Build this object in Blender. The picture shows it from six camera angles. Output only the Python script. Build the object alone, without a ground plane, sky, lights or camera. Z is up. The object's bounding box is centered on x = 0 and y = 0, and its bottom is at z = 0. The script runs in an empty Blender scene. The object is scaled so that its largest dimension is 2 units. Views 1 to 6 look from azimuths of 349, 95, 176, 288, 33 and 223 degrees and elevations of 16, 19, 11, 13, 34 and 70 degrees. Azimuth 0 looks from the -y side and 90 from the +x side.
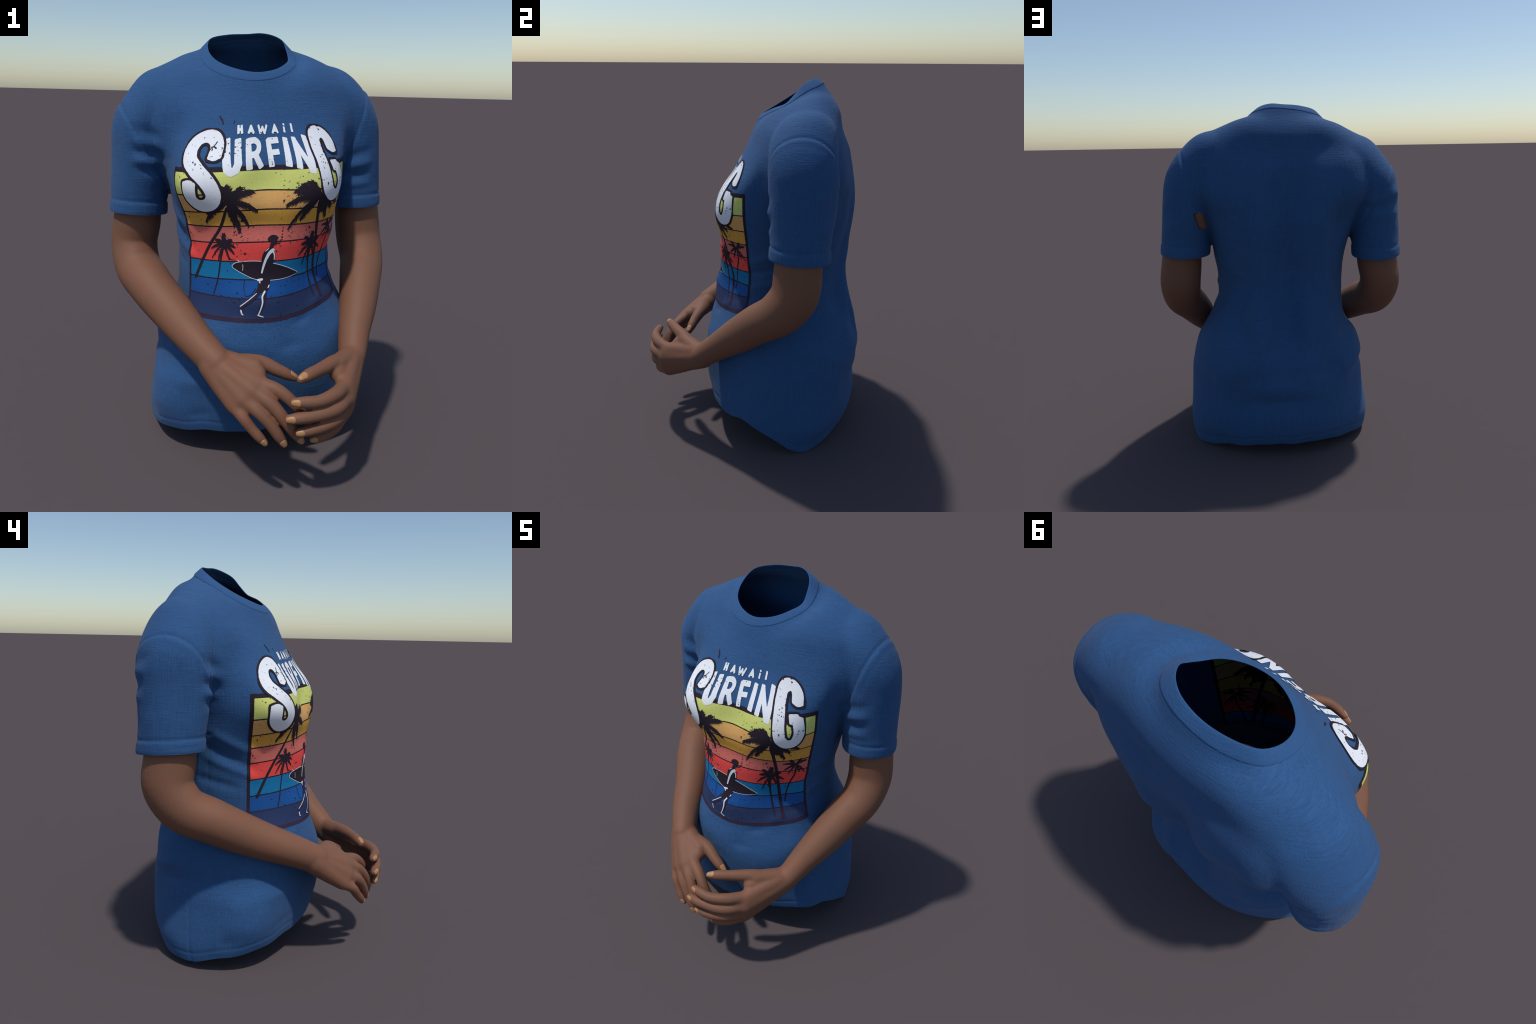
# Headless torso in a printed blue T-shirt with bare arms, hands brought together in front.
import bpy, bmesh, math, random
import numpy as np
from mathutils import Vector, Matrix
from mathutils.bvhtree import BVHTree

random.seed(7)
SC = bpy.context.scene


# ------------------------------------------------------------------ helpers
def mesh_from(name, verts, faces):
    me = bpy.data.meshes.new(name)
    me.from_pydata([tuple(map(float, v)) for v in verts], [], [tuple(map(int, f)) for f in faces])
    me.update()
    return me


def add_object(name, me, parent=None, mat=None):
    ob = bpy.data.objects.new(name, me)
    SC.collection.objects.link(ob)
    if parent is not None:
        ob.parent = parent
    if mat is not None:
        me.materials.append(mat)
    return ob


def catmull(points, n):
    """n samples of a smooth curve through the rows of `points` (any dimension)."""
    P = np.asarray(points, float)
    seg = np.r_[0, np.cumsum(np.linalg.norm(np.diff(P[:, :3], axis=0), axis=1))]
    t = np.linspace(0, seg[-1], n)
    D = np.gradient(P, seg, axis=0) if len(P) > 2 else np.repeat((P[1:] - P[:1]) / seg[-1], 2, 0)
    out = []
    for x in t:
        i = min(np.searchsorted(seg, x, 'right') - 1, len(P) - 2)
        h = seg[i + 1] - seg[i]
        u = (x - seg[i]) / h
        out.append((2*u**3-3*u*u+1)*P[i] + (u**3-2*u*u+u)*h*D[i] + (3*u*u-2*u**3)*P[i+1] + (u**3-u*u)*h*D[i+1])
    return np.array(out)


def closed_curve(points, n):
    P = np.asarray(points, float)
    m = len(P)
    Q = np.vstack([P[-3:], P, P[:3]])
    seg = np.r_[0, np.cumsum(np.linalg.norm(np.diff(Q[:, :3], axis=0), axis=1))]
    D = np.gradient(Q, seg, axis=0)
    t = np.linspace(seg[3], seg[3 + m], n, endpoint=False)
    out = []
    for x in t:
        i = min(np.searchsorted(seg, x, 'right') - 1, len(Q) - 2)
        h = seg[i + 1] - seg[i]
        u = (x - seg[i]) / h
        out.append((2*u**3-3*u*u+1)*Q[i] + (u**3-2*u*u+u)*h*D[i] + (3*u*u-2*u**3)*Q[i+1] + (u**3-u*u)*h*D[i+1])
    return np.array(out)


def loft_rings(rings):
    """closed solid through equal-length rings, capped at both ends"""
    n = len(rings[0])
    V = [p for r in rings for p in r]
    F = []
    for i in range(len(rings) - 1):
        for j in range(n):
            k = (j + 1) % n
            F.append((i*n+j, i*n+k, (i+1)*n+k, (i+1)*n+j))
    F.append(tuple(range(n))[::-1])
    F.append(tuple((len(rings)-1)*n + j for j in range(n)))
    return V, F


def tube(spine, up=(0, 1, 0), n=32, samples=40, round_ends=True):
    """spine rows: x y z ra rb ; ra along `up` made perpendicular, rb along the binormal"""
    S = catmull(spine, samples)
    P = S[:, :3]
    T = np.gradient(P, axis=0)
    T /= np.linalg.norm(T, axis=1)[:, None]
    A = np.asarray(up, float) - (T @ np.asarray(up, float))[:, None] * T
    A /= np.linalg.norm(A, axis=1)[:, None]
    B = np.cross(T, A)
    ang = np.linspace(0, 2*math.pi, n, endpoint=False)
    rings = []

    def ring(i, s, off):
        return [P[i] + T[i]*off + s*(S[i, 3]*math.cos(a)*A[i] + S[i, 4]*math.sin(a)*B[i]) for a in ang]
    if round_ends:
        for q in (0.08, 0.5, 0.8, 0.95):
            rings.append(ring(0, q, -math.sqrt(1-q*q)*min(S[0, 3], S[0, 4])))
    for i in range(samples):
        rings.append(ring(i, 1, 0))
    if round_ends:
        for q in (0.95, 0.8, 0.5, 0.08):
            rings.append(ring(-1, q, math.sqrt(1-q*q)*min(S[-1, 3], S[-1, 4])))
    return loft_rings(rings)


def join_parts(parts):
    V, F = [], []
    for v, f in parts:
        o = len(V)
        V += list(v)
        F += [tuple(i + o for i in g) for g in f]
    return V, F


def voxel_union(parts, size):
    V, F = join_parts(parts)
    me = mesh_from('union', V, F)
    bm = bmesh.new()
    bm.from_mesh(me)
    bmesh.ops.recalc_face_normals(bm, faces=bm.faces)
    bm.to_mesh(me)
    bm.free()
    ob = bpy.data.objects.new('union', me)
    SC.collection.objects.link(ob)
    md = ob.modifiers.new('r', 'REMESH')
    md.mode = 'VOXEL'
    md.voxel_size = size
    dg = bpy.context.evaluated_depsgraph_get()
    ev = ob.evaluated_get(dg)
    out = bpy.data.meshes.new_from_object(ev)
    bpy.data.objects.remove(ob)
    bpy.data.meshes.remove(me)
    return out


def mesh_arrays(me):
    V = np.empty(len(me.vertices)*3)
    me.vertices.foreach_get('co', V)
    F = [tuple(p.vertices) for p in me.polygons]
    return V.reshape(-1, 3), F


def edges_of(F):
    E = set()
    for f in F:
        for a, b in zip(f, f[1:] + f[:1]):
            E.add((a, b) if a < b else (b, a))
    return np.array(sorted(E))


def smooth(V, E, iters, lam=0.5, weight=None, fixed=None, back=-0.96):
    V = V.copy()
    n = len(V)
    deg = np.bincount(E.ravel(), minlength=n).astype(float)
    w = np.full(n, lam) if weight is None else lam*weight
    if fixed is not None:
        w = w*(~fixed)
    for it in range(iters):
        for sgn in ((1, back) if back else (1,)):      # Taubin pair: keeps the volume
            S = np.zeros_like(V)
            for k in range(3):
                S[:, k] = np.bincount(E[:, 0], V[E[:, 1], k], n) + np.bincount(E[:, 1], V[E[:, 0], k], n)
            V += sgn*w[:, None]*(S/deg[:, None] - V)
    return V


def vert_normals(V, F):
    N = np.zeros_like(V)
    for size in set(map(len, F)):
        G = np.array([f for f in F if len(f) == size])
        if size == 3:
            n = np.cross(V[G[:, 1]] - V[G[:, 0]], V[G[:, 2]] - V[G[:, 0]])
        else:
            n = np.cross(V[G[:, 2]] - V[G[:, 0]], V[G[:, 3 % size]] - V[G[:, 1]])
        for k in range(size):
            for c in range(3):
                N[:, c] += np.bincount(G[:, k], n[:, c], len(V))
    return N/np.maximum(np.linalg.norm(N, axis=1), 1e-9)[:, None]


def sstep(a, b, x):
    t = np.clip((x - a)/(b - a), 0, 1)      # also falls when a > b
    return t*t*(3 - 2*t)


def value_noise(P, scale, seed=0):
    """smooth lattice noise in -1..1 for rows of P"""
    rng = np.random.RandomState(seed)
    T = rng.rand(32, 32, 32)*2 - 1
    Q = np.asarray(P)/scale + 100
    I = np.floor(Q).astype(int)
    f = Q - I
    f = f*f*(3 - 2*f)
    out = 0
    for dx in (0, 1):
        for dy in (0, 1):
            for dz in (0, 1):
                w = (f[:, 0] if dx else 1-f[:, 0])*(f[:, 1] if dy else 1-f[:, 1])*(f[:, 2] if dz else 1-f[:, 2])
                out = out + w*T[(I[:, 0]+dx) % 32, (I[:, 1]+dy) % 32, (I[:, 2]+dz) % 32]
    return out


def fold(P, N, a, b, width, amp, facing=None):
    """ridge (amp>0) or crease (amp<0) along a segment; `facing` limits it to one side of the cloth"""
    a, b = np.array(a, float), np.array(b, float)
    d = b - a
    L = d @ d
    t = np.clip(((P - a) @ d)/L, 0, 1)
    q = a + t[:, None]*d
    r = np.linalg.norm(P - q, axis=1)
    g = amp*np.exp(-(r/width)**2)*(0.25 + 0.75*np.sin(math.pi*np.clip(t, 0.02, 0.98))**0.7)
    if facing is not None:
        g = g*np.clip((N @ np.array(facing, float))*2, 0, 1)
    return g


# ------------------------------------------------------------------ materials
class Nodes:
    def __init__(self, name):
        self.mat = bpy.data.materials.new(name)
        self.mat.use_nodes = True
        self.t = self.mat.node_tree
        self.bsdf = self.t.nodes['Principled BSDF']
        self.coord = self.t.nodes.new('ShaderNodeTexCoord')

    def new(self, kind, **kw):
        n = self.t.nodes.new(kind)
        for k, v in kw.items():
            if k in n.inputs:
                n.inputs[k].default_value = v
            else:
                setattr(n, k, v)
        return n

    def link(self, a, b):
        self.t.links.new(a, b)

    def mapped(self, scale, rot=(0, 0, 0)):
        m = self.new('ShaderNodeMapping')
        m.inputs['Scale'].default_value = scale
        m.inputs['Rotation'].default_value = rot
        self.link(self.coord.outputs['Object'], m.inputs['Vector'])
        return m.outputs['Vector']

    def noise(self, scale, vec=None, detail=2.0, rough=0.5):
        n = self.new('ShaderNodeTexNoise', Scale=scale, Detail=detail, Roughness=rough)
        self.link(vec if vec is not None else self.coord.outputs['Object'], n.inputs['Vector'])
        return n.outputs['Fac']

    def ramp(self, fac, stops):
        r = self.new('ShaderNodeValToRGB')
        e = r.color_ramp.elements
        while len(e) < len(stops):
            e.new(0.5)
        for el, (p, c) in zip(e, stops):
            el.position = p
            el.color = (*c, 1) if len(c) == 3 else c
        self.link(fac, r.inputs['Fac'])
        return r.outputs['Color']

    def mix(self, fac, a, b, mode='MIX'):
        m = self.new('ShaderNodeMix', data_type='RGBA', blend_type=mode)
        for sock, v in ((m.inputs['Factor'], fac), (m.inputs['A'], a), (m.inputs['B'], b)):
            pass
        ins = {'f': m.inputs[0], 'a': m.inputs[6], 'b': m.inputs[7]}
        for k, v in (('f', fac), ('a', a), ('b', b)):
            if hasattr(v, 'links'):
                self.link(v, ins[k])
            else:
                ins[k].default_value = v if k == 'f' else (*v, 1)
        return m.outputs[2]

    def math(self, op, a, b=0.0):
        m = self.new('ShaderNodeMath', operation=op)
        for i, v in enumerate((a, b)):
            if hasattr(v, 'links'):
                self.link(v, m.inputs[i])
            else:
                m.inputs[i].default_value = v
        return m.outputs[0]

    def bump(self, height, strength, dist):
        n = self.new('ShaderNodeBump', Strength=strength, Distance=dist)
        self.link(height, n.inputs['Height'])
        self.link(n.outputs['Normal'], self.bsdf.inputs['Normal'])

    def base(self, c):
        s = self.bsdf.inputs['Base Color']
        if hasattr(c, 'links'):
            self.link(c, s)
        else:
            s.default_value = (*c, 1)


BLUE = (0.026, 0.088, 0.220)


def weave_height(N, warp=1.0):
    """fine knit: thin uneven wales running down the cloth, crossed by fainter courses"""
    a1 = N.noise(1.0, N.mapped((230, 230, 7)), 3, 0.62)
    a2 = N.noise(1.0, N.mapped((240, 22, 240)), 3, 0.62)
    geo = N.new('ShaderNodeNewGeometry')
    sep = N.new('ShaderNodeSeparateXYZ')
    N.link(geo.outputs['Normal'], sep.inputs[0])
    top = N.new('ShaderNodeMapRange')
    top.inputs[1].default_value, top.inputs[2].default_value = 0.45, 0.75
    N.link(sep.outputs['Z'], top.inputs[0])
    mx = N.new('ShaderNodeMix')
    N.link(top.outputs[0], mx.inputs[0])
    N.link(a1, mx.inputs[2])
    N.link(a2, mx.inputs[3])
    a = mx.outputs[0]
    b = N.noise(1.0, N.mapped((13, 13, 260)), 2, 0.6)
    c = N.noise(260.0, None, 2, 0.6)
    h = N.math('ADD', N.math('MULTIPLY', a, 1.0), N.math('MULTIPLY', b, 0.55))
    return N.math('ADD', h, N.math('MULTIPLY', c, 0.2))


def cloth_material(name, colour, spread=0.26, rough=0.85):
    N = Nodes(name)
    h = weave_height(N)
    lo = tuple(v*(1 - spread) for v in colour)
    hi = tuple(v*(1 + spread) for v in colour)
    N.base(N.ramp(h, [(0.45, lo), (1.25, hi)]) if False else N.ramp(N.math('MULTIPLY', h, 0.57), [(0.3, lo), (0.7, hi)]))
    N.bump(h, 0.5, 0.005)
    N.bsdf.inputs['Roughness'].default_value = rough
    N.bsdf.inputs['Specular IOR Level'].default_value = 0.28
    N.bsdf.inputs['Sheen Weight'].default_value = 0.07
    N.bsdf.inputs['Sheen Roughness'].default_value = 0.5
    N.bsdf.inputs['Sheen Tint'].default_value = (0.7, 0.78, 0.9, 1)
    return N.mat


def skin_material():
    N = Nodes('brown_skin')
    blot = N.noise(9.0, None, 4, 0.6)
    fine = N.noise(120.0, None, 3, 0.6)
    c = N.ramp(blot, [(0.3, (0.190, 0.092, 0.055)), (0.5, (0.205, 0.093, 0.054)), (0.7, (0.215, 0.088, 0.050))])
    c = N.mix(N.math('MULTIPLY', fine, 0.12), c, (0.15, 0.07, 0.045))
    mole = N.new('ShaderNodeTexVoronoi', Scale=9.0)
    N.link(N.coord.outputs['Object'], mole.inputs['Vector'])
    m = N.math('LESS_THAN', mole.outputs['Distance'], 0.035)
    c = N.mix(N.math('MULTIPLY', m, 0.25), c, (0.09, 0.035, 0.02))
    N.base(c)
    N.bump(fine, 0.12, 0.003)
    N.bsdf.inputs['Roughness'].default_value = 0.62
    N.bsdf.inputs['Specular IOR Level'].default_value = 0.28
    return N.mat


def nail_material():
    N = Nodes('amber_nail_polish')
    N.base((0.42, 0.215, 0.092))
    N.bsdf.inputs['Roughness'].default_value = 0.45
    N.bsdf.inputs['Specular IOR Level'].default_value = 0.4
    return N.mat


MAT_CLOTH = cloth_material('blue_knit_cotton', BLUE)
MAT_RIB = cloth_material('blue_rib_knit', tuple(v*1.02 for v in BLUE), 0.12)
MAT_SKIN = skin_material()
MAT_NAIL = nail_material()

# ------------------------------------------------------------------ shirt: body sections
# z, left edge, right edge, front, back, widest-point y, roundness front, roundness back
TORSO = [
    (-0.10, -0.500, 0.540, -0.20, 0.52, 0.21, 2.1, 2.1),
    (0.00, -0.520, 0.555, -0.215, 0.560, 0.21, 2.1, 2.1),
    (0.06, -0.530, 0.563, -0.228, 0.588, 0.21, 2.1, 2.1),
    (0.13, -0.535, 0.568, -0.24, 0.612, 0.21, 2.1, 2.2),
    (0.22, -0.522, 0.562, -0.262, 0.622, 0.21, 2.1, 2.2),
    (0.31, -0.507, 0.557, -0.278, 0.617, 0.21, 2.1, 2.2),
    (0.39, -0.50, 0.553, -0.284, 0.620, 0.20, 2.1, 2.2),
    (0.47, -0.488, 0.545, -0.282, 0.622, 0.20, 2.1, 2.2),
    (0.56, -0.49, 0.528, -0.276, 0.618, 0.20, 2.1, 2.1),
    (0.63, -0.47, 0.505, -0.264, 0.603, 0.20, 2.1, 2.1),
    (0.70, -0.415, 0.465, -0.25, 0.588, 0.20, 2.0, 2.1),
    (0.76, -0.388, 0.43, -0.238, 0.573, 0.19, 2.0, 2.1),
    (0.83, -0.380, 0.398, -0.224, 0.562, 0.18, 2.0, 2.1),
    (0.91, -0.380, 0.379, -0.208, 0.552, 0.18, 2.0, 2.1),
    (1.00, -0.382, 0.378, -0.204, 0.550, 0.18, 2.0, 2.1),
    (1.10, -0.390, 0.390, -0.212, 0.558, 0.19, 2.0, 2.2),
    (1.20, -0.408, 0.404, -0.226, 0.570, 0.20, 2.05, 2.3),
    (1.30, -0.430, 0.422, -0.232, 0.578, 0.22, 2.1, 2.4),
    (1.40, -0.470, 0.455, -0.208, 0.580, 0.24, 2.0, 2.3),
    (1.50, -0.545, 0.525, -0.140, 0.568, 0.27, 1.85, 2.15),
    (1.60, -0.590, 0.560, -0.070, 0.542, 0.285, 1.75, 2.05),
    (1.68, -0.585, 0.555, -0.022, 0.520, 0.29, 1.75, 2.1),
    (1.76, -0.512, 0.512, 0.018, 0.495, 0.29, 1.8, 2.0),
    (1.83, -0.415, 0.395, 0.050, 0.474, 0.29, 1.85, 2.0),
    (1.89, -0.330, 0.285, 0.085, 0.440, 0.29, 1.9, 2.0),
    (1.94, -0.245, 0.200, 0.120, 0.402, 0.29, 2.0, 2.0),
    (2.02, -0.200, 0.130, 0.160, 0.350, 0.28, 2.0, 2.0),
]


def torso_solid(n=96):
    S = []
    Z = np.array([r[0] for r in TORSO])
    R = np.array(TORSO)
    D = np.gradient(R, Z, axis=0)
    for z in np.linspace(Z[0], Z[-1], 110):
        i = min(np.searchsorted(Z, z, 'right') - 1, len(Z) - 2)
        h = Z[i+1] - Z[i]
        u = (z - Z[i])/h
        S.append((2*u**3-3*u*u+1)*R[i] + (u**3-2*u*u+u)*h*D[i] + (3*u*u-2*u**3)*R[i+1] + (u**3-u*u)*h*D[i+1])
    rings = []
    for z, xl, xr, yf, yb, yw, nf, nb in S:
        cx = (xl + xr)/2
        a = (xr - xl)/2
        ring = []
        for k in range(n):
            t = 2*math.pi*k/n
            c, s = math.cos(t), math.sin(t)
            e = 2/(nb if s > 0 else nf)
            x = cx + a*math.copysign(abs(c)**e, c)
            y = yw + (yb - yw if s > 0 else yw - yf)*math.copysign(abs(s)**e, s)
            ring.append((x, y, z))
        rings.append(ring)
    return loft_rings(rings)


# sleeves with the shoulder yoke that carries them: x y z, radius front-back, radius across
SLEEVE_A = [(-0.20, 0.300, 1.795, 0.120, 0.110), (-0.34, 0.300, 1.725, 0.140, 0.116), (-0.470, 0.288, 1.645, 0.162, 0.132),
            (-0.535, 0.286, 1.55, 0.170, 0.148), (-0.553, 0.285, 1.42, 0.168, 0.148), (-0.560, 0.290, 1.30, 0.165, 0.146),
            (-0.566, 0.295, 1.20, 0.160, 0.143), (-0.571, 0.297, 1.125, 0.163, 0.145), (-0.573, 0.299, 1.02, 0.163, 0.145)]
SLEEVE_B = [(0.15, 0.300, 1.80, 0.120, 0.110), (0.28, 0.300, 1.748, 0.142, 0.114), (0.428, 0.290, 1.697, 0.158, 0.122),
            (0.508, 0.292, 1.595, 0.164, 0.136), (0.528, 0.297, 1.45, 0.166, 0.146), (0.542, 0.297, 1.33, 0.158, 0.144),
            (0.553, 0.292, 1.22, 0.152, 0.142), (0.559, 0.291, 1.15, 0.154, 0.143), (0.563, 0.291, 1.05, 0.154, 0.143)]


HEM = [(-180, 0.076), (-150, 0.070), (-130, 0.062), (-112, 0.040), (-100, 0.040), (-90, 0.052), (-79, 0.076), (-67, 0.098), (-53, 0.130), (-37, 0.146),
       (-15, 0.152), (0, 0.164), (25, 0.184), (50, 0.204), (68, 0.206), (83, 0.128), (96, 0.034), (106, 0.000), (118, 0.020), (135, 0.054), (160, 0.074), (180, 0.076)]
HEM_T = np.radians([h[0] for h in HEM])
HEM_Z = np.array([h[1] for h in HEM])
HEM_FINE = np.linspace(-math.pi, math.pi, 721)
HEM_CURVE = np.interp(HEM_FINE, HEM_T, HEM_Z)
for _ in range(30):
    HEM_CURVE = (np.roll(HEM_CURVE, 1) + 2*HEM_CURVE + np.roll(HEM_CURVE, -1))/4
HEM_CURVE += 0.0035*np.sin(9*HEM_FINE + 0.4) + 0.0025*np.sin(17*HEM_FINE)
HEM_CURVE -= HEM_CURVE.min()


def hem_height(x, y):
    """lower edge of the shirt by direction: low at the side seams, lifted in front"""
    t = np.arctan2(x, -(np.asarray(y) - 0.2))            # 0 at the front, +-pi behind
    return np.interp(t, HEM_FINE, HEM_CURVE)


me = voxel_union([torso_solid(), tube(SLEEVE_A), tube(SLEEVE_B)], 0.0074)
V, F = mesh_arrays(me)
E = edges_of(F)
V = smooth(V, E, 6)
# soften the joints between yoke, sleeves and body
joint = (sstep(0.28, 0.36, np.abs(V[:, 0]))*(1 - sstep(0.56, 0.66, np.abs(V[:, 0]))))*sstep(1.15, 1.30, V[:, 2])
neck = sstep(1.60, 1.72, V[:, 2])
neck = np.maximum(neck, sstep(1.36, 1.5, V[:, 2])*sstep(0.25, 0.35, np.abs(V[:, 0])))
V = smooth(V, E, 150, 0.5, np.clip(np.maximum(joint, neck), 0, 1))

# ------------------------------------------------------------------ folds
N = vert_normals(V, F)


def form(P, N, centre, radii, push, power=2):
    """soft body form under the cloth: an ellipsoidal zone pushed by a vector"""
    q = ((P - np.array(centre))/np.array(radii))
    w = np.exp(-np.sum(np.abs(q)**power, axis=1))
    d = np.array(push, float)
    face = np.clip(0.35 + (N @ (d/np.linalg.norm(d)))*(1 if True else -1), 0, 1)
    return w, d


FORMS = [  # centre, radii, push
    ((0.00, -0.23, 1.36), (0.135, 0.20, 0.15), (0, 0.052, 0)),          # between the breasts
    ((0.00, -0.10, 1.55), (0.26, 0.15, 0.11), (0, 0.022, 0)),
    ((-0.32, -0.09, 1.32), (0.13, 0.16, 0.12), (-0.040, -0.042, 0)),    # breasts
    ((0.29, -0.11, 1.33), (0.13, 0.16, 0.12), (0.020, -0.022, 0)),
    ((-0.43, -0.05, 0.28), (0.17, 0.19, 0.19), (-0.038, -0.038, 0)),    # front of the hips
    ((0.42, -0.04, 0.20), (0.15, 0.17, 0.14), (0.026, -0.026, 0)),
    ((0.20, -0.20, 0.74), (0.18, 0.16, 0.17), (-0.010, 0.030, 0)),      # belly
    ((-0.05, -0.22, 0.90), (0.25, 0.15, 0.30), (0, 0.010, 0)),
    ((-0.42, 0.47, 1.58), (0.15, 0.16, 0.20), (-0.004, 0.024, 0.0)),  # shoulder blades
    ((0.38, 0.47, 1.60), (0.15, 0.16, 0.20), (0.004, 0.014, 0.0)),
    ((0.20, 0.40, 1.88), (0.13, 0.12, 0.09), (0.004, 0.012, 0.010)),    # top of the back
    ((-0.28, 0.40, 1.85), (0.13, 0.12, 0.09), (-0.004, 0.010, 0.006)),
    ((0.22, 0.56, 0.69), (0.12, 0.16, 0.16), (0.004, 0.014, 0)),        # small of the back, either side
    ((-0.29, 0.45, 0.74), (0.11, 0.15, 0.10), (-0.018, 0.016, 0)),
    ((0.00, -0.22, 1.15), (0.30, 0.16, 0.08), (0, 0.012, 0)),           # under the bust
    ((-0.39, 0.50, 0.13), (0.18, 0.20, 0.16), (0.008, -0.012, 0)),      # lower back corners
    ((0.42, 0.50, 0.12), (0.18, 0.20, 0.16), (-0.004, -0.008, 0)),
    ((0.15, 0.54, 1.00), (0.055, 0.15, 0.17), (0, 0.018, 0)),           # uneven hang of the back
    ((0.28, 0.57, 0.56), (0.08, 0.15, 0.10), (0.008, 0.020, 0)),
    ((-0.25, 0.57, 0.50), (0.09, 0.15, 0.09), (0.006, -0.026, 0)),
    ((0.05, 0.51, 1.71), (0.16, 0.13, 0.08), (0, -0.012, 0)),
    ((-0.20, 0.48, 1.75), (0.12, 0.12, 0.10), (0, -0.010, 0)),
    ((-0.41, 0.50, 1.53), (0.09, 0.14, 0.12), (-0.008, 0.018, 0)),
    ((0.30, 0.52, 1.33), (0.08, 0.14, 0.14), (0, -0.014, 0)),
    ((0.50, 0.40, 0.38), (0.12, 0.18, 0.22), (-0.012, -0.010, 0)),
    ((-0.45, 0.42, 0.34), (0.12, 0.16, 0.14), (0.010, -0.010, 0)),
    ((0.26, 0.50, 0.80), (0.055, 0.14, 0.16), (-0.008, -0.018, 0)),     # long valleys and ridges
    ((0.21, 0.51, 1.10), (0.045, 0.14, 0.14), (-0.006, -0.016, 0)),
    ((0.01, 0.51, 1.24), (0.070, 0.14, 0.20), (0, -0.022, 0)),
    ((-0.10, 0.53, 1.57), (0.090, 0.14, 0.12), (0, -0.018, 0)),
    ((0.17, 0.56, 0.78), (0.050, 0.15, 0.16), (0.002, 0.018, 0)),
    ((0.18, 0.60, 0.56), (0.070, 0.15, 0.10), (0, 0.014, 0)),
    ((0.13, 0.52, 1.64), (0.080, 0.14, 0.08), (0, 0.012, 0)),
    ((-0.20, 0.56, 0.64), (0.080, 0.15, 0.10), (0, -0.022, 0)),
    ((0.00, 0.61, 0.48), (0.090, 0.15, 0.09), (0, -0.016, 0)),
    ((-0.31, 0.50, 1.32), (0.070, 0.14, 0.13), (0.012, -0.022, 0)),
    ((-0.25, 0.47, 0.95), (0.055, 0.14, 0.14), (-0.010, 0.018, 0)),
    ((-0.12, 0.53, 0.80), (0.050, 0.14, 0.14), (0, 0.016, 0)),
    ((-0.36, 0.45, 0.66), (0.070, 0.14, 0.07), (0.010, -0.014, -0.006)),
    ((-0.44, 0.04, 1.47), (0.060, 0.10, 0.12), (0.018, 0.018, 0)),      # hollows in front of the arms
    ((-0.39, 0.02, 1.56), (0.070, 0.10, 0.08), (0.006, 0.012, 0)),
    ((0.45, 0.08, 1.45), (0.050, 0.10, 0.12), (-0.016, 0.018, 0)),
    ((-0.50, -0.03, 0.30), (0.10, 0.14, 0.12), (-0.014, -0.006, 0)),
    ((-0.50, 0.25, 1.78), (0.14, 0.17, 0.10), (-0.012, 0, 0.024)),      # shoulder tops
    ((0.42, 0.33, 1.82), (0.14, 0.16, 0.09), (0.006, 0.006, 0.016)),
    ((-0.69, 0.20, 1.42), (0.10, 0.12, 0.20), (0.014, 0.012, 0)),
    ((-0.27, 0.06, 1.73), (0.12, 0.12, 0.10), (0, 0.012, 0)),           # front
    ((-0.08, -0.07, 1.56), (0.12, 0.12, 0.08), (0, -0.010, 0)),
    ((-0.03, -0.18, 1.32), (0.10, 0.14, 0.07), (0, 0.010, 0)),
    ((-0.04, -0.20, 1.15), (0.16, 0.14, 0.06), (0, 0.012, 0)),
    ((-0.05, -0.21, 0.81), (0.16, 0.14, 0.07), (0, -0.018, 0)),
    ((0.26, -0.10, 0.93), (0.10, 0.12, 0.12), (-0.008, 0.018, 0)),
]
D = np.zeros_like(V)
for f in FORMS:
    w, d = form(V, N, *f)
    D += w[:, None]*d
# long hollow of the spine
w = np.exp(-((V[:, 0] + 0.015)/0.115)**2)*sstep(0.40, 0.72, V[:, 2])*(1 - sstep(1.40, 1.70, V[:, 2]))*np.clip(N[:, 1]*2, 0, 1)*sstep(0.2, 0.4, V[:, 1])
D[:, 1] -= 0.063*w
for x0 in (-0.19, 0.17):                                              # fuller either side of it
    D[:, 1] += 0.004*np.exp(-((V[:, 0] - x0)/0.10)**2 - ((V[:, 2] - 0.80)/0.22)**2)*np.clip(N[:, 1]*2, 0, 1)
V = V + D
V = smooth(V, E, 4)
N = vert_normals(V, F)

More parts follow.
